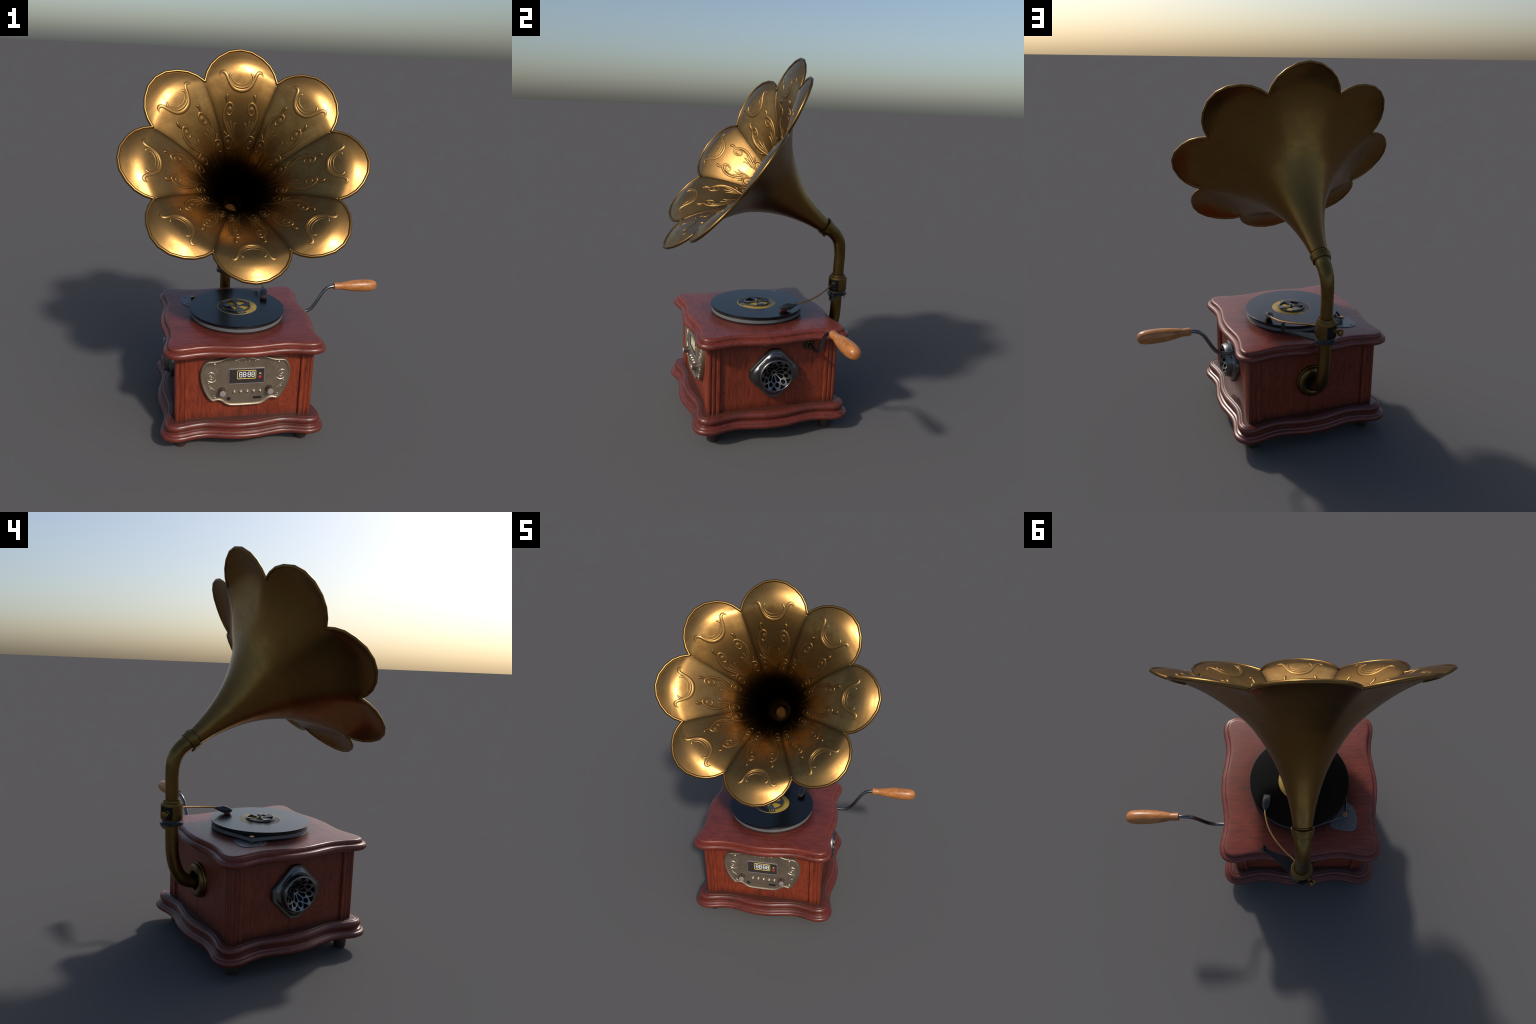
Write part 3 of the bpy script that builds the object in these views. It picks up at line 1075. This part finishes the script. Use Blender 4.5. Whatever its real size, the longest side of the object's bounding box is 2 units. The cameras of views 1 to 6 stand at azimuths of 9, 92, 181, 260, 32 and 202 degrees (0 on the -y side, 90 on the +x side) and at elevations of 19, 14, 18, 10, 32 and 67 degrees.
pl = [(-.255, .112), (-.277, .130), (-.292, .160), (-.299, .200), (-.294, .243), (-.278, .262), (-.250, .267), (-.215, .262), (-.172, .249), (-.156, .232), (-.168, .205), (-.205, .160), (-.235, .120)]
po = resample(catmull([Vector((x, y, 0)) for x, y in pl], 8, True), 90, True)
mount = add("pulley_plate", mesh_from("pulley_plate", *prism([(p.x, p.y) for p in po], TOPZ - .001, TOPZ + .0032, .0008), sharp=40), mat=plate_steel)
pul = lathe([(0.0045, TOPZ + .003), (0.0045, 0.6030), (0.0080, 0.6035), (0.0080, 0.6195), (0.0085, 0.6205), (0.0112, 0.6235), (0.0118, 0.6255), (0.0118, 0.6295), (0.0105, 0.6305), (0, 0.6308)], 32)
pu = add("belt_pulley", mesh_from("belt_pulley", *pul, sharp=35), mount, copper)
pu.location = (PX, PY, 0)
scr = join([lathe([(0.0072, 0), (0.0070, 0.0012), (0.0050, 0.0018), (0.0047, 0.0012), (0, 0.0012)], 24), box(0, 0, 0.0014, 0.0072, 0.0014, 0.001)])
scr_me = mesh_from("plate_screw", *scr, sharp=40)
for x, y in ((-.261, .151), (-.271, .240), (-.184, .235)):
    s = add("plate_screw", scr_me, mount, steel)
    s.location = (x, y, TOPZ + .0032)

# ----------------------------------------------------------------------- horn
UPV = Vector((0, sin(EL), cos(EL)))
RT = Vector((1, 0, 0))
# centre line of a petal: (radius, distance along the axis from the valley plane)
PROFILE = [(.0365, -.660), (.0385, -.640), (.0430, -.610), (.0500, -.565), (.0600, -.520), (.0720, -.475), (.0920, -.413), (.1120, -.364), (.1280, -.330),
           (.1500, -.290), (.1720, -.254), (.1960, -.219), (.2200, -.187), (.2600, -.1440), (.3000, -.1060), (.3500, -.0630), (.4000, -.0240), (.4500, .0090),
           (.4930, .0310), (.5300, .0410), (.5600, .0435), (.5900, .0425), (.6150, .0405), (.6400, .0355)]
DEEP = [(.15, 0), (.22, .004), (.30, .011), (.40, .0215), (.45, .027), (.493, .0313), (.53, .0400), (.567, .0430), (.70, .0430)]


def hermite(tab, x):
    """smooth interpolation through a table"""
    if x <= tab[0][0]:
        return tab[0][1]
    if x >= tab[-1][0]:
        return tab[-1][1]
    for i in range(len(tab) - 1):
        if tab[i + 1][0] >= x:
            break
    def sl(k):
        a, b = max(k - 1, 0), min(k + 1, len(tab) - 1)
        return (tab[b][1] - tab[a][1]) / (tab[b][0] - tab[a][0])
    (x0, y0), (x1, y1) = tab[i], tab[i + 1]
    h = x1 - x0
    t = (x - x0) / h
    return (y0 * (2 * t ** 3 - 3 * t * t + 1) + h * sl(i) * (t ** 3 - 2 * t * t + t)
            + y1 * (-2 * t ** 3 + 3 * t * t) + h * sl(i + 1) * (t ** 3 - t * t))


def S(rho, t):
    """axial position of the sheet at radius rho; t = -1..1 across one petal"""
    return hermite(PROFILE, rho) - hermite(DEEP, rho) * abs(t) ** 1.8


def horn_pt(rho, phi, s):
    return V0 + AX * s + RT * (rho * sin(phi)) + UPV * (rho * cos(phi))


HALF = radians(22.5)


def sheet(rho, phi):
    """point and forward normal on the petal centred on phi = 0"""
    t = phi / HALF
    s = S(rho, t)
    e = 0.002
    sr = (S(rho + e, t) - S(rho - e, t)) / (2 * e)
    ep = 0.004
    st = (S(rho, min(1, t + ep)) - S(rho, max(-1, t - ep))) / ((min(1, t + ep) - max(-1, t - ep)) * HALF * rho)
    er = RT * sin(phi) + UPV * cos(phi)
    et = RT * cos(phi) - UPV * sin(phi)
    nf = (AX - er * sr - et * st).normalized()
    k = max(0.0, min(1.0, (1 - abs(t)) / 0.35))
    k = k * k * (3 - 2 * k)
    nb = -(AX - er * sr - et * (st * k)).normalized()
    return horn_pt(rho, phi, s), nf, nb


# outline of a petal: radius of the rim line against angle (ten straight runs)
RIM = [(0, .6195), (5.5, .6120), (11.2, .5890), (15.7, .5625), (19.3, .5305), (22.5, .4920)]


def rim_rho(phi):
    d = min(22.5, abs(math.degrees(phi)))
    for (a, ra), (b, rb) in zip(RIM, RIM[1:]):
        if d <= b + 1e-9:
            # straight chord between the two corner points
            pa, pb = radians(a), radians(b)
            xa, ya, xb, yb = ra * sin(pa), ra * cos(pa), rb * sin(pb), rb * cos(pb)
            p = radians(d)
            den = (xb - xa) * cos(p) - (yb - ya) * sin(p)
            k = (ya * sin(p) - xa * cos(p)) / den
            return hypot(xa + (xb - xa) * k, ya + (yb - ya) * k)
    return RIM[-1][1]


R0 = 0.112
THICK = 0.0050


def petal_mesh():
    angs = []
    degs = [d for d, _ in RIM]
    for a, b in zip(degs, degs[1:]):
        angs += [a + (b - a) * k / 4 for k in range(4)]
    angs.append(22.5)
    angs = [-a for a in reversed(angs[1:])] + angs
    rows = 40
    V, Nn, F = [], [], []
    nc = len(angs)
    for i in range(rows + 1):
        u = i / rows
        for a in angs:
            ph = radians(a)
            r1 = rim_rho(ph)
            rho = R0 + (r1 - R0) * (1 - (1 - u) ** 1.15)
            p, nf, nb = sheet(rho, ph)
            V.append(p)
            Nn.append(nf)
    off = len(V)
    for i in range(off):
        V.append(None)
        Nn.append(None)
    for i in range(rows + 1):
        u = i / rows
        for j, a in enumerate(angs):
            ph = radians(a)
            r1 = rim_rho(ph)
            rho = R0 + (r1 - R0) * (1 - (1 - u) ** 1.15)
            p, nf, nb = sheet(rho, ph)
            V[off + i * nc + j] = p + nb * THICK
            Nn[off + i * nc + j] = nb
    for i in range(rows):
        for j in range(nc - 1):
            a = i * nc + j
            F.append([a, a + nc, a + nc + 1, a + 1])
            F.append([off + a, off + a + 1, off + a + nc + 1, off + a + nc])
    for j in range(nc - 1):
        a = rows * nc + j
        F.append([a, off + a, off + a + 1, a + 1])
    me = bpy.data.meshes.new("petal")
    me.from_pydata([tuple(v) for v in V], [], F)
    me.update()
    # make the front face towards the mouth
    if me.polygons[0].normal.dot(Nn[0]) < 0:
        me.flip_normals()
    for p in me.polygons:
        p.use_smooth = True
    me.normals_split_custom_set_from_vertices([tuple(q) for q in Nn])
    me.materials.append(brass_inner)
    me.materials.append(brass_horn)
    for p in me.polygons:
        p.material_index = 0 if max(p.vertices) < off else 1
    return me


def rim_mesh():
    P, rr = [], []
    degs = sorted({-d for d, _ in RIM} | {d for d, _ in RIM})
    for a in degs:
        ph = radians(a)
        p, nf, nb = sheet(rim_rho(ph), ph)
        P.append(p + nb * (THICK * 0.5 - 0.0028))
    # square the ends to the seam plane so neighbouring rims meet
    V, F = tube(P, 0.0080, 14)
    return mesh_from("petal_rim", V, F, sharp=60)


def seam_mesh():
    """thin raised bead down the joint between two petals"""
    pts = []
    for k in range(22):
        rho = 0.490 - (0.490 - 0.20) * k / 21
        p, nf, nb = sheet(rho, HALF)
        er = RT * sin(HALF) + UPV * cos(HALF)
        pts.append(p - AX * 0.0004)
    rad = [0.0036 * (1 - 0.75 * (k / 21)) for k in range(22)]
    return mesh_from("petal_seam", *tube(pts, rad, 8))


def petal_place(x, y):
    rho, phi = hypot(x, y), atan2(x, y)
    phi = max(-HALF, min(HALF, phi))
    p, nf, nb = sheet(rho, phi)
    return p, nf


def petal_relief():
    L = []
    H = 0.0046
    # crescent near the tip, with leaf-curled ends
    half_u = [(.1135, .470), (.1125, .484), (.1040, .4965), (.0920, .4985), (.0800, .4870), (.0690, .4640), (.0545, .4400), (.0330, .4220), (0, .4150)]
    full = half_u + [(-x, y) for x, y in reversed(half_u[:-1])]
    w = [.0008, .0034, .0068, .0080, .0074, .0068, .0074, .0084, .0088]
    L.append(relief(full, w + list(reversed(w[:-1])), H, petal_place, 5, fat=1.25))
    inn = [(.0440, .4860), (.0520, .4880), (.0605, .4780), (.0605, .4640), (.0500, .4465), (.0300, .4335), (0, .4285)]
    full = inn + [(-x, y) for x, y in reversed(inn[:-1])]
    w = [.0010, .0042, .0058, .0052, .0044, .0040, .0040]
    L.append(relief(full, w + list(reversed(w[:-1])), H * 0.85, petal_place, 5, fat=1.25))
    inn2 = [(.0480, .4780), (.0485, .4660), (.0410, .4550), (.0250, .4460), (0, .4420)]
    full = inn2 + [(-x, y) for x, y in reversed(inn2[:-1])]
    w = [.0008, .0026, .0028, .0026, .0024]
    L.append(relief(full, w + list(reversed(w[:-1])), H * 0.5, petal_place, 5, fat=1.25))
    for s in (1, -1):
        def r(path, w, h=H):
            L.append(relief([(s * x, y) for x, y in path], w, h, petal_place, 5, fat=1.32))
        def o(x, y, rad, h=H):
            L.append(blob(s * x, y, rad, h, petal_place, 24, 6, 0.0012, 0.22))
        # long stem rising from the throat and rolling into a scroll
        r([(.022, .128), (.013, .150), (.0125, .180), (.020, .204), (.040, .228), (.064, .256), (.081, .285), (.0875, .312), (.084, .337), (.073, .357), (.060, .365),
           (.047, .360), (.0405, .345), (.044, .327), (.055, .317), (.067, .321), (.0715, .333)],
          [.0010, .0034, .0042, .0048, .0052, .0058, .0062, .0062, .0060, .0062, .0064, .0056, .0048, .0046, .0044, .0038, .0010])
        r([(.056, .255), (.072, .282), (.0775, .308), (.075, .332), (.067, .347)], [.0006, .0022, .0026, .0022, .0006], .0038)
        o(.0560, .3405, .0125, .0030)
        # bud curling off the scroll's shoulder
        r([(.0640, .3600), (.0700, .3700), (.0735, .3800), (.0735, .3900), (.0690, .3960), (.0645, .3935)], [.0030, .0046, .0056, .0066, .0064, .0020], .0066)
        # three-bladed leaf
        r([(.0280, .2080), (.0400, .2400), (.0560, .2640), (.0665, .2800), (.0680, .2905), (.0640, .2950)], [.0010, .0046, .0056, .0046, .0030, .0008], .0030)
        r([(.0260, .2080), (.0350, .2420), (.0440, .2660), (.0490, .2830), (.0480, .2940), (.0440, .2970)], [.0010, .0042, .0054, .0046, .0030, .0008], .0030)
        r([(.0240, .2060), (.0270, .2400), (.0315, .2620), (.0310, .2780), (.0250, .2860), (.0180, .2850)], [.0010, .0036, .0048, .0042, .0030, .0008], .0030)
        # lower scroll against the seam
        r([(.0340, .2180), (.0460, .2320), (.0600, .2350), (.0735, .2270), (.0780, .2110), (.0710, .1950), (.0575, .1880), (.0450, .1940), (.0405, .2070), (.0470, .2190)],
          [.0010, .0042, .0052, .0050, .0048, .0048, .0046, .0044, .0036, .0010])
        o(.0590, .2110, .0130, .0030)
        r([(.0580, .2350), (.0690, .2410), (.0790, .2480), (.0850, .2560)], [.0034, .0052, .0042, .0008])
        r([(.0500, .2360), (.0570, .2460), (.0670, .2560)], [.0022, .0042, .0008])
    return mesh_from("petal_ornament", *join(L), sharp=55)


# throat (bell neck) below the petals
def throat_mesh():
    prof = [(r, s) for r, s in PROFILE if r < R0] + [(R0, hermite(PROFILE, R0))]
    fine = []
    n0, n1 = prof[0][0], R0
    for i in range(41):
        r = n0 + (n1 - n0) * (i / 40) ** 1.5
        fine.append((r, hermite(PROFILE, r)))
    n = 96
    V, Nn, F = [], [], []
    for side in (0, 1):
        for r, s in fine:
            for k in range(n):
                ph = 2 * pi * k / n
                e = 0.0008
                sr = (hermite(PROFILE, r + e) - hermite(PROFILE, max(.0366, r - e))) / (r + e - max(.0366, r - e))
                er = RT * sin(ph) + UPV * cos(ph)
                nf = (AX - er * sr).normalized()
                p = horn_pt(r, ph, s)
                V.append(p if side == 0 else p - nf * THICK)
                Nn.append(nf if side == 0 else -nf)
    m = len(fine)
    o = m * n
    for i in range(m - 1):
        for k in range(n):
            a, b = i * n + k, i * n + (k + 1) % n
            F.append([a, b, b + n, a + n])
            F.append([o + a, o + a + n, o + b + n, o + b])
    me = bpy.data.meshes.new("horn")
    me.from_pydata([tuple(v) for v in V], [], F)
    me.update()
    if me.polygons[0].normal.dot(Nn[0]) < 0:
        me.flip_normals()
    for p in me.polygons:
        p.use_smooth = True
    me.normals_split_custom_set_from_vertices([tuple(q) for q in Nn])
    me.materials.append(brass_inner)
    me.materials.append(brass_horn)
    for p in me.polygons:
        p.material_index = 0 if max(p.vertices) < o else 1
    return me


horn = add("horn", throat_mesh(), mat=brass_horn)
TOAX = Matrix((RT, UPV, AX)).transposed().to_4x4()
cap = xform(lathe([(0.0, -0.618), (0.0310, -0.618), (0.0312, -0.6185), (0.046, -0.640)], 40, False), Matrix.Translation(V0) @ TOAX)
add("throat_stop", mesh_from("throat_stop", *cap, smooth=False), horn, plain("throat_stop_brass", (0.046, 0.020, 0.0055), 0.9, 0.0, 0.15, 40, 0.0))
pm, rm, sm, om = petal_mesh(), rim_mesh(), seam_mesh(), petal_relief()
for k in range(8):
    M = Matrix.Translation(V0) @ Matrix.Rotation(k * pi / 4, 4, AX) @ Matrix.Translation(-V0)
    for nm, me in (("petal", pm), ("petal_rim", rm), ("petal_seam", sm), ("petal_ornament", om)):
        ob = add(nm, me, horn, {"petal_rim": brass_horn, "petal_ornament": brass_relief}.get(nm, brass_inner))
        ob.matrix_basis = M
        if nm == "petal_ornament":
            ob["kind"] = "stuff"

# collar between horn and tube
col = [(0.0380, -0.690), (0.0430, -0.688), (0.0470, -0.6865), (0.0485, -0.683), (0.0490, -0.676), (0.0515, -0.661), (0.0525, -0.655), (0.0520, -0.6505), (0.0500, -0.6490), (0.0465, -0.649), (0.0430, -0.651)]
cv = xform(lathe(col, 48, False), Matrix.Translation(V0) @ TOAX)
add("horn_collar", mesh_from("horn_collar", *cv, sharp=45), horn, brass_tube)
lug = xform(lathe([(0.0, -0.010), (0.0055, -0.010), (0.0060, 0.004), (0.0045, 0.007), (0, 0.0075)], 20), Matrix.Translation(V0 + AX * -0.683 - UPV * 0.0470) @ TOAX)
add("collar_screw", mesh_from("collar_screw", *lug, sharp=40), horn, bronze)

# ------------------------------------------------------------------ horn tube
path = [(0, .335, .350), (0, .375, .353), (0, .411, .362), (0, .446, .383), (0, .473, .424), (0, .489, .470), (0, .498, .520), (0, .502, .590), (0, .503, .660), (0, .504, .740),
        (0, .505, .830), (0, .5065, .895), (0, .5040, .945), (0, .4945, .989), (0, .4755, 1.0215), (0, .4510, 1.0465), (0, .4260, 1.0640), (0, .4040, 1.0790), (0, .3900, 1.0890)]
tp = resample(catmull(path, 8), 90)
tv = add("horn_tube", mesh_from("horn_tube", *tube(tp, [0.0335 - 0.0015 * min(1, i / 40) + 0.0095 * max(0.0, (i - 66) / 23) ** 1.1 for i in range(90)], 32), sharp=60), mat=brass_tube)
fl = [(0.040, -0.012), (0.090, -0.012), (0.0905, 0.004), (0.0885, 0.0075), (0.0860, 0.0090), (0.0860, 0.0120), (0.0850, 0.0180), (0.0780, 0.0260), (0.0680, 0.0290), (0.0560, 0.0290), (0.0500, 0.0265),
      (0.0480, 0.0200), (0.0480, -0.005)]
TO_BACK = Matrix(((1, 0, 0), (0, 0, 1), (0, -1, 0))).to_4x4()
fv = xform(lathe(fl, 64, False), Matrix.Translation((0, PAN, 0.3575)) @ TO_BACK)
add("wall_flange", mesh_from("wall_flange", *fv, sharp=40), tv, bronze)
add("flange_black_disc", mesh_from("flange_black_disc", *xform(lathe([(0.0485, 0.0), (0.0485, 0.006)], 40), Matrix.Translation((0, PAN, 0.3575)) @ TO_BACK), smooth=False), tv, void_black)  # black disc inside the flange ring; the wall behind is solid

# clamp sleeve with two windows
CY = 0.5045


def sleeve():
    n = 96
    zs = [0.6905, 0.6925, 0.6985, 0.7600, 0.7660, 0.7725, 0.7750]
    rs = [0.0490, 0.0520, 0.0535, 0.0535, 0.0530, 0.0515, 0.0480]
    V, F = [], []
    for inner in (0, 1):
        for z, r in zip(zs, rs):
            rr = r - 0.0075 * inner
            for k in range(n):
                a = 2 * pi * k / n
                V.append((rr * cos(a), CY + rr * sin(a), z))
    m = len(zs)

    def win(k):
        a = (360.0 * (k + .5) / n) % 360
        return abs((a - 117 + 180) % 360 - 180) < 43 or abs((a - 297 + 180) % 360 - 180) < 43
    o = m * n
    for i in range(m - 1):
        for k in range(n):
            j = (k + 1) % n
            hole = i == 2 and win(k)
            if hole:
                a, b = i * n, (i + 1) * n
                F.append([a + k, a + j, o + a + j, o + a + k])
                F.append([b + j, b + k, o + b + k, o + b + j])
                if not win((k - 1) % n):
                    F.append([a + k, o + a + k, o + b + k, b + k])
                if not win((k + 1) % n):
                    F.append([a + j, b + j, o + b + j, o + a + j])
                continue
            F.append([i * n + k, i * n + j, (i + 1) * n + j, (i + 1) * n + k])
            F.append([o + i * n + j, o + i * n + k, o + (i + 1) * n + k, o + (i + 1) * n + j])
    for k in range(n):
        j = (k + 1) % n
        F.append([k, o + k, o + j, j])
        q = (m - 1) * n
        F.append([q + k, q + j, o + q + j, o + q + k])
    return V, F


clamp = add("clamp_sleeve", mesh_from("clamp_sleeve", *sleeve(), sharp=40), mat=bronze)
T_C = Matrix.Translation((0, CY, 0))
rings_ = xform(lathe([(0.034, 0.7735), (0.0485, 0.7735), (0.0470, 0.7765), (0.0440, 0.7770), (0.0440, 0.7820), (0.0425, 0.7850), (0.0400, 0.7855), (0.0400, 0.7885), (0.0385, 0.7900), (0.0325, 0.7895)], 56, False), T_C)
add("clamp_top_ring", mesh_from("clamp_top_ring", *rings_, sharp=40), clamp, bronze)
add("clamp_core", mesh_from("clamp_core", *xform(lathe([(0.0405, 0.690), (0.0405, 0.7745)], 40), T_C), sharp=40), clamp, void_black)


def direct(a, tilt=0.0):
    """matrix taking +z to a horizontal direction at angle a (tilted up)"""
    d = Vector((cos(a) * cos(tilt), sin(a) * cos(tilt), sin(tilt)))
    return d.to_track_quat('Z', 'Y').to_matrix().to_4x4()


sa = radians(132)
ts = lathe([(0.0, 0.030), (0.0115, 0.030), (0.0115, 0.046), (0.0070, 0.048), (0.0065, 0.058), (0.0065, 0.062), (0.0110, 0.066), (0.0160, 0.072), (0.0180, 0.083), (0.0175, 0.088), (0.0, 0.090)], 28)
add("thumb_screw", mesh_from("thumb_screw", *xform(ts, Matrix.Translation((0, CY, 0.728)) @ direct(sa)), sharp=40), clamp, brass_tube)
piv = lathe([(0.0, 0.030), (0.0150, 0.030), (0.0150, 0.044), (0.0065, 0.045), (0.0060, 0.056), (0, 0.058)], 24)
add("arm_pivot", mesh_from("arm_pivot", *xform(piv, Matrix.Translation((0, CY, 0.730)) @ direct(radians(302))), sharp=40), clamp, dark_metal)

# black bracket under the clamp with the arm rest
brk = [xform(lathe([(0.034, 0.6660), (0.0555, 0.6660), (0.0575, 0.6680), (0.0575, 0.6760), (0.0550, 0.6785), (0.0480, 0.6790), (0.0460, 0.6820), (0.0460, 0.6905), (0.034, 0.6905)], 56, False), T_C)]
A0, A1 = Vector((0.022, 0.4790, 0)), Vector((0.1840, 0.3845, 0))
dr = (A1 - A0).normalized()
sd = Vector((-dr.y, dr.x, 0))
V, F = [], []
for i in range(9):
    t = i / 8
    c = A0.lerp(A1, t)
    hw = 0.034 * (1 - t) ** 1.5 + 0.0085
    z = 0.6725 + 0.0185 * t ** 1.2
    for u, dz in ((-1, -.0045), (1, -.0045), (1, .0045), (-1, .0045)):
        p = c + sd * (u * hw)
        V.append((p.x, p.y, z + dz))
for i in range(8):
    for j in range(4):
        a, b = i * 4 + j, i * 4 + (j + 1) % 4
        F.append([a, b, b + 4, a + 4])
F += [[3, 2, 1, 0], [32, 33, 34, 35]]
brk.append((V, F))
RF = Matrix.Translation((A1.x, A1.y, 0)) @ Matrix.Rotation(atan2(dr.y, dr.x), 4, 'Z')
for bx in (box(0, -0.0088, 0.711, 0.0165, 0.0050, 0.046, .0012), box(0, 0.0088, 0.711, 0.0165, 0.0050, 0.046, .0012), box(0, 0, 0.6935, 0.0165, 0.0180, 0.0110, .001), box(-0.0070, 0, 0.7080, 0.0030, 0.0150, 0.0300, 0.0006)):
    brk.append(xform(bx, RF))
add("rest_bracket", mesh_from("rest_bracket", *join(brk), sharp=40), clamp, black)
loop = [Vector((0.037, 0.478, 0.703)) + Vector((cos(a) * 0.0125 * 0.7, -cos(a) * 0.0125 * 0.7, sin(a) * 0.0125)) for a in [2 * pi * k / 24 for k in range(24)]]
add("wire_loop", mesh_from("wire_loop", *tube(loop, 0.0026, 10, closed=True)), clamp, dark_metal)
tail = catmull([(0.052, 0.525, 0.677), (0.066, 0.522, 0.674), (0.078, 0.516, 0.668), (0.090, 0.512, 0.660)], 5)
add("spring_tail", mesh_from("spring_tail", *tube(tail, [0.0022] * (len(tail) - 4) + [0.0020, .0016, .0010, .0004], 8)), clamp, dark_metal)

# tone arm
ap = catmull([(0.020, 0.4690, 0.7310), (0.040, 0.4440, 0.7295), (0.0760, 0.4080, 0.7240), (0.1125, 0.3620, 0.7130), (0.1430, 0.3130, 0.7020), (0.1650, 0.2620, 0.6925), (0.1775, 0.2060, 0.6835), (0.1802, 0.1720, 0.6770), (0.1797, 0.150, 0.674)], 8)
arm = add("tone_arm", mesh_from("tone_arm", *tube(ap, 0.0046, 14)), mat=copper)


def arm_head():
    """flattened pick-up head, lofted from oval sections along its spine"""
    secs = [(0.1805, 0.1790, 0.6760, .0060, .0060, 2), (0.1803, 0.1700, 0.6748, .0080, .0075, 2), (0.1795, 0.1630, 0.6720, .0110, .0090, 2.2), (0.1780, 0.1520, 0.6690, .0180, .0135, 2.8), (0.1755, 0.1350, 0.6670, .0205, .0195, 3.2),
            (0.1725, 0.1150, 0.6645, .0205, .0180, 3.4), (0.1705, 0.1000, 0.6625, .0195, .0140, 3.6), (0.1690, 0.0900, 0.6600, .0180, .0095, 3.6), (0.1682, 0.0845, 0.6585, .0150, .0060, 3.4)]
    n = 28
    V, F = [], []
    for i, (x, y, z, a, b, pw) in enumerate(secs):
        d = Vector((0.14, 1, 0)).normalized()
        side = Vector((d.y, -d.x, 0))
        for k in range(n):
            t = 2 * pi * k / n
            cx = abs(cos(t)) ** (2 / pw) * (1 if cos(t) >= 0 else -1)
            cz = abs(sin(t)) ** (2 / pw) * (1 if sin(t) >= 0 else -1)
            V.append(Vector((x, y, z)) + side * (a * cx) + Vector((0, 0, b * cz)))
    for i in range(len(secs) - 1):
        for k in range(n):
            a, b = i * n + k, i * n + (k + 1) % n
            F.append([a, b, b + n, a + n])
    F.append(list(range(n))[::-1])
    F.append([(len(secs) - 1) * n + k for k in range(n)])
    return V, F


head_mat = plain("pickup_head_black", (0.030, 0.031, 0.034), 0.36, 0.0, 0.3, 30)
add("pickup_head", mesh_from("pickup_head", *arm_head(), sharp=50), arm, head_mat)
cart = xform(box(0, 0, 0.6455, 0.0180, 0.0340, 0.0056, .0012), Matrix.Translation((0.1715, 0.1085, 0)) @ Matrix.Rotation(-0.14, 4, 'Z'))
add("cartridge", mesh_from("cartridge", *cart, sharp=40), arm, red_cart)
add("stylus", mesh_from("stylus", *tube([(0.1685, 0.087, 0.6560), (0.1675, 0.0805, 0.6550)], [0.0016, 0.0008], 8), sharp=40), arm, steel)

# ---------------------------------------------------------------------- crank
CYK = 0.194
cp = catmull([(0.330, CYK, 0.508), (0.395, CYK, 0.508), (0.435, CYK, 0.508), (0.462, CYK, 0.5125), (0.487, CYK, 0.528), (0.510, CYK, 0.558), (0.533, CYK + .001, 0.598), (0.556, CYK + .003, 0.635), (0.580, CYK + .005, 0.656), (0.606, CYK + .006, 0.6645),
              (0.632, CYK + .007, 0.6655), (0.650, CYK + .007, 0.6655)], 8)
crank = add("crank", mesh_from("crank", *tube(cp, 0.0100, 20), sharp=60), mat=crank_steel)
hp = [(0.0, 0.622), (0.0185, 0.622), (0.0205, 0.6235), (0.0208, 0.655), (0.0198, 0.660), (0.0202, 0.666), (0.0230, 0.680), (0.0275, 0.702), (0.0320, 0.730), (0.0352, 0.760), (0.0370, 0.795), (0.0370, 0.825), (0.0352, 0.852),
      (0.0310, 0.872), (0.0240, 0.8845), (0.0150, 0.8900), (0.0070, 0.8920), (0.0, 0.8925)]
hm = Matrix.Translation((0, CYK + .0085, 0.6655)) @ Matrix.Rotation(radians(-0.8), 4, 'Y') @ Matrix(((0, 0, 1), (0, 1, 0), (-1, 0, 0))).to_4x4()
hm = Matrix.Translation((0, CYK + .0085, 0.6665)) @ Matrix(((0, 0, 1), (0, 1, 0), (-1, 0, 0))).to_4x4()
add("crank_handle", mesh_from("crank_handle", *xform(lathe(hp, 48), hm), sharp=50), crank, wood_handle)
bm_ = lathe([(0.0250, -0.004), (0.0250, 0.014), (0.0225, 0.0175), (0.0170, 0.0185), (0.0150, 0.0165), (0.0145, 0.0040)], 6, False)
bm2 = lathe([(0.0310, -0.007), (0.0310, 0.0045), (0.0285, 0.0070), (0.0100, 0.0070)], 40, False)
TO_SIDE = Matrix.Translation((PAN, CYK, 0.508)) @ Matrix(((0, 0, 1), (1, 0, 0), (0, 1, 0))).to_4x4()
bv = xform(bm_, TO_SIDE)
add("crank_bushing", mesh_from("crank_bushing", *bv, sharp=35), crank, bronze)
add("crank_washer", mesh_from("crank_washer", *xform(bm2, TO_SIDE), sharp=35), crank, black)
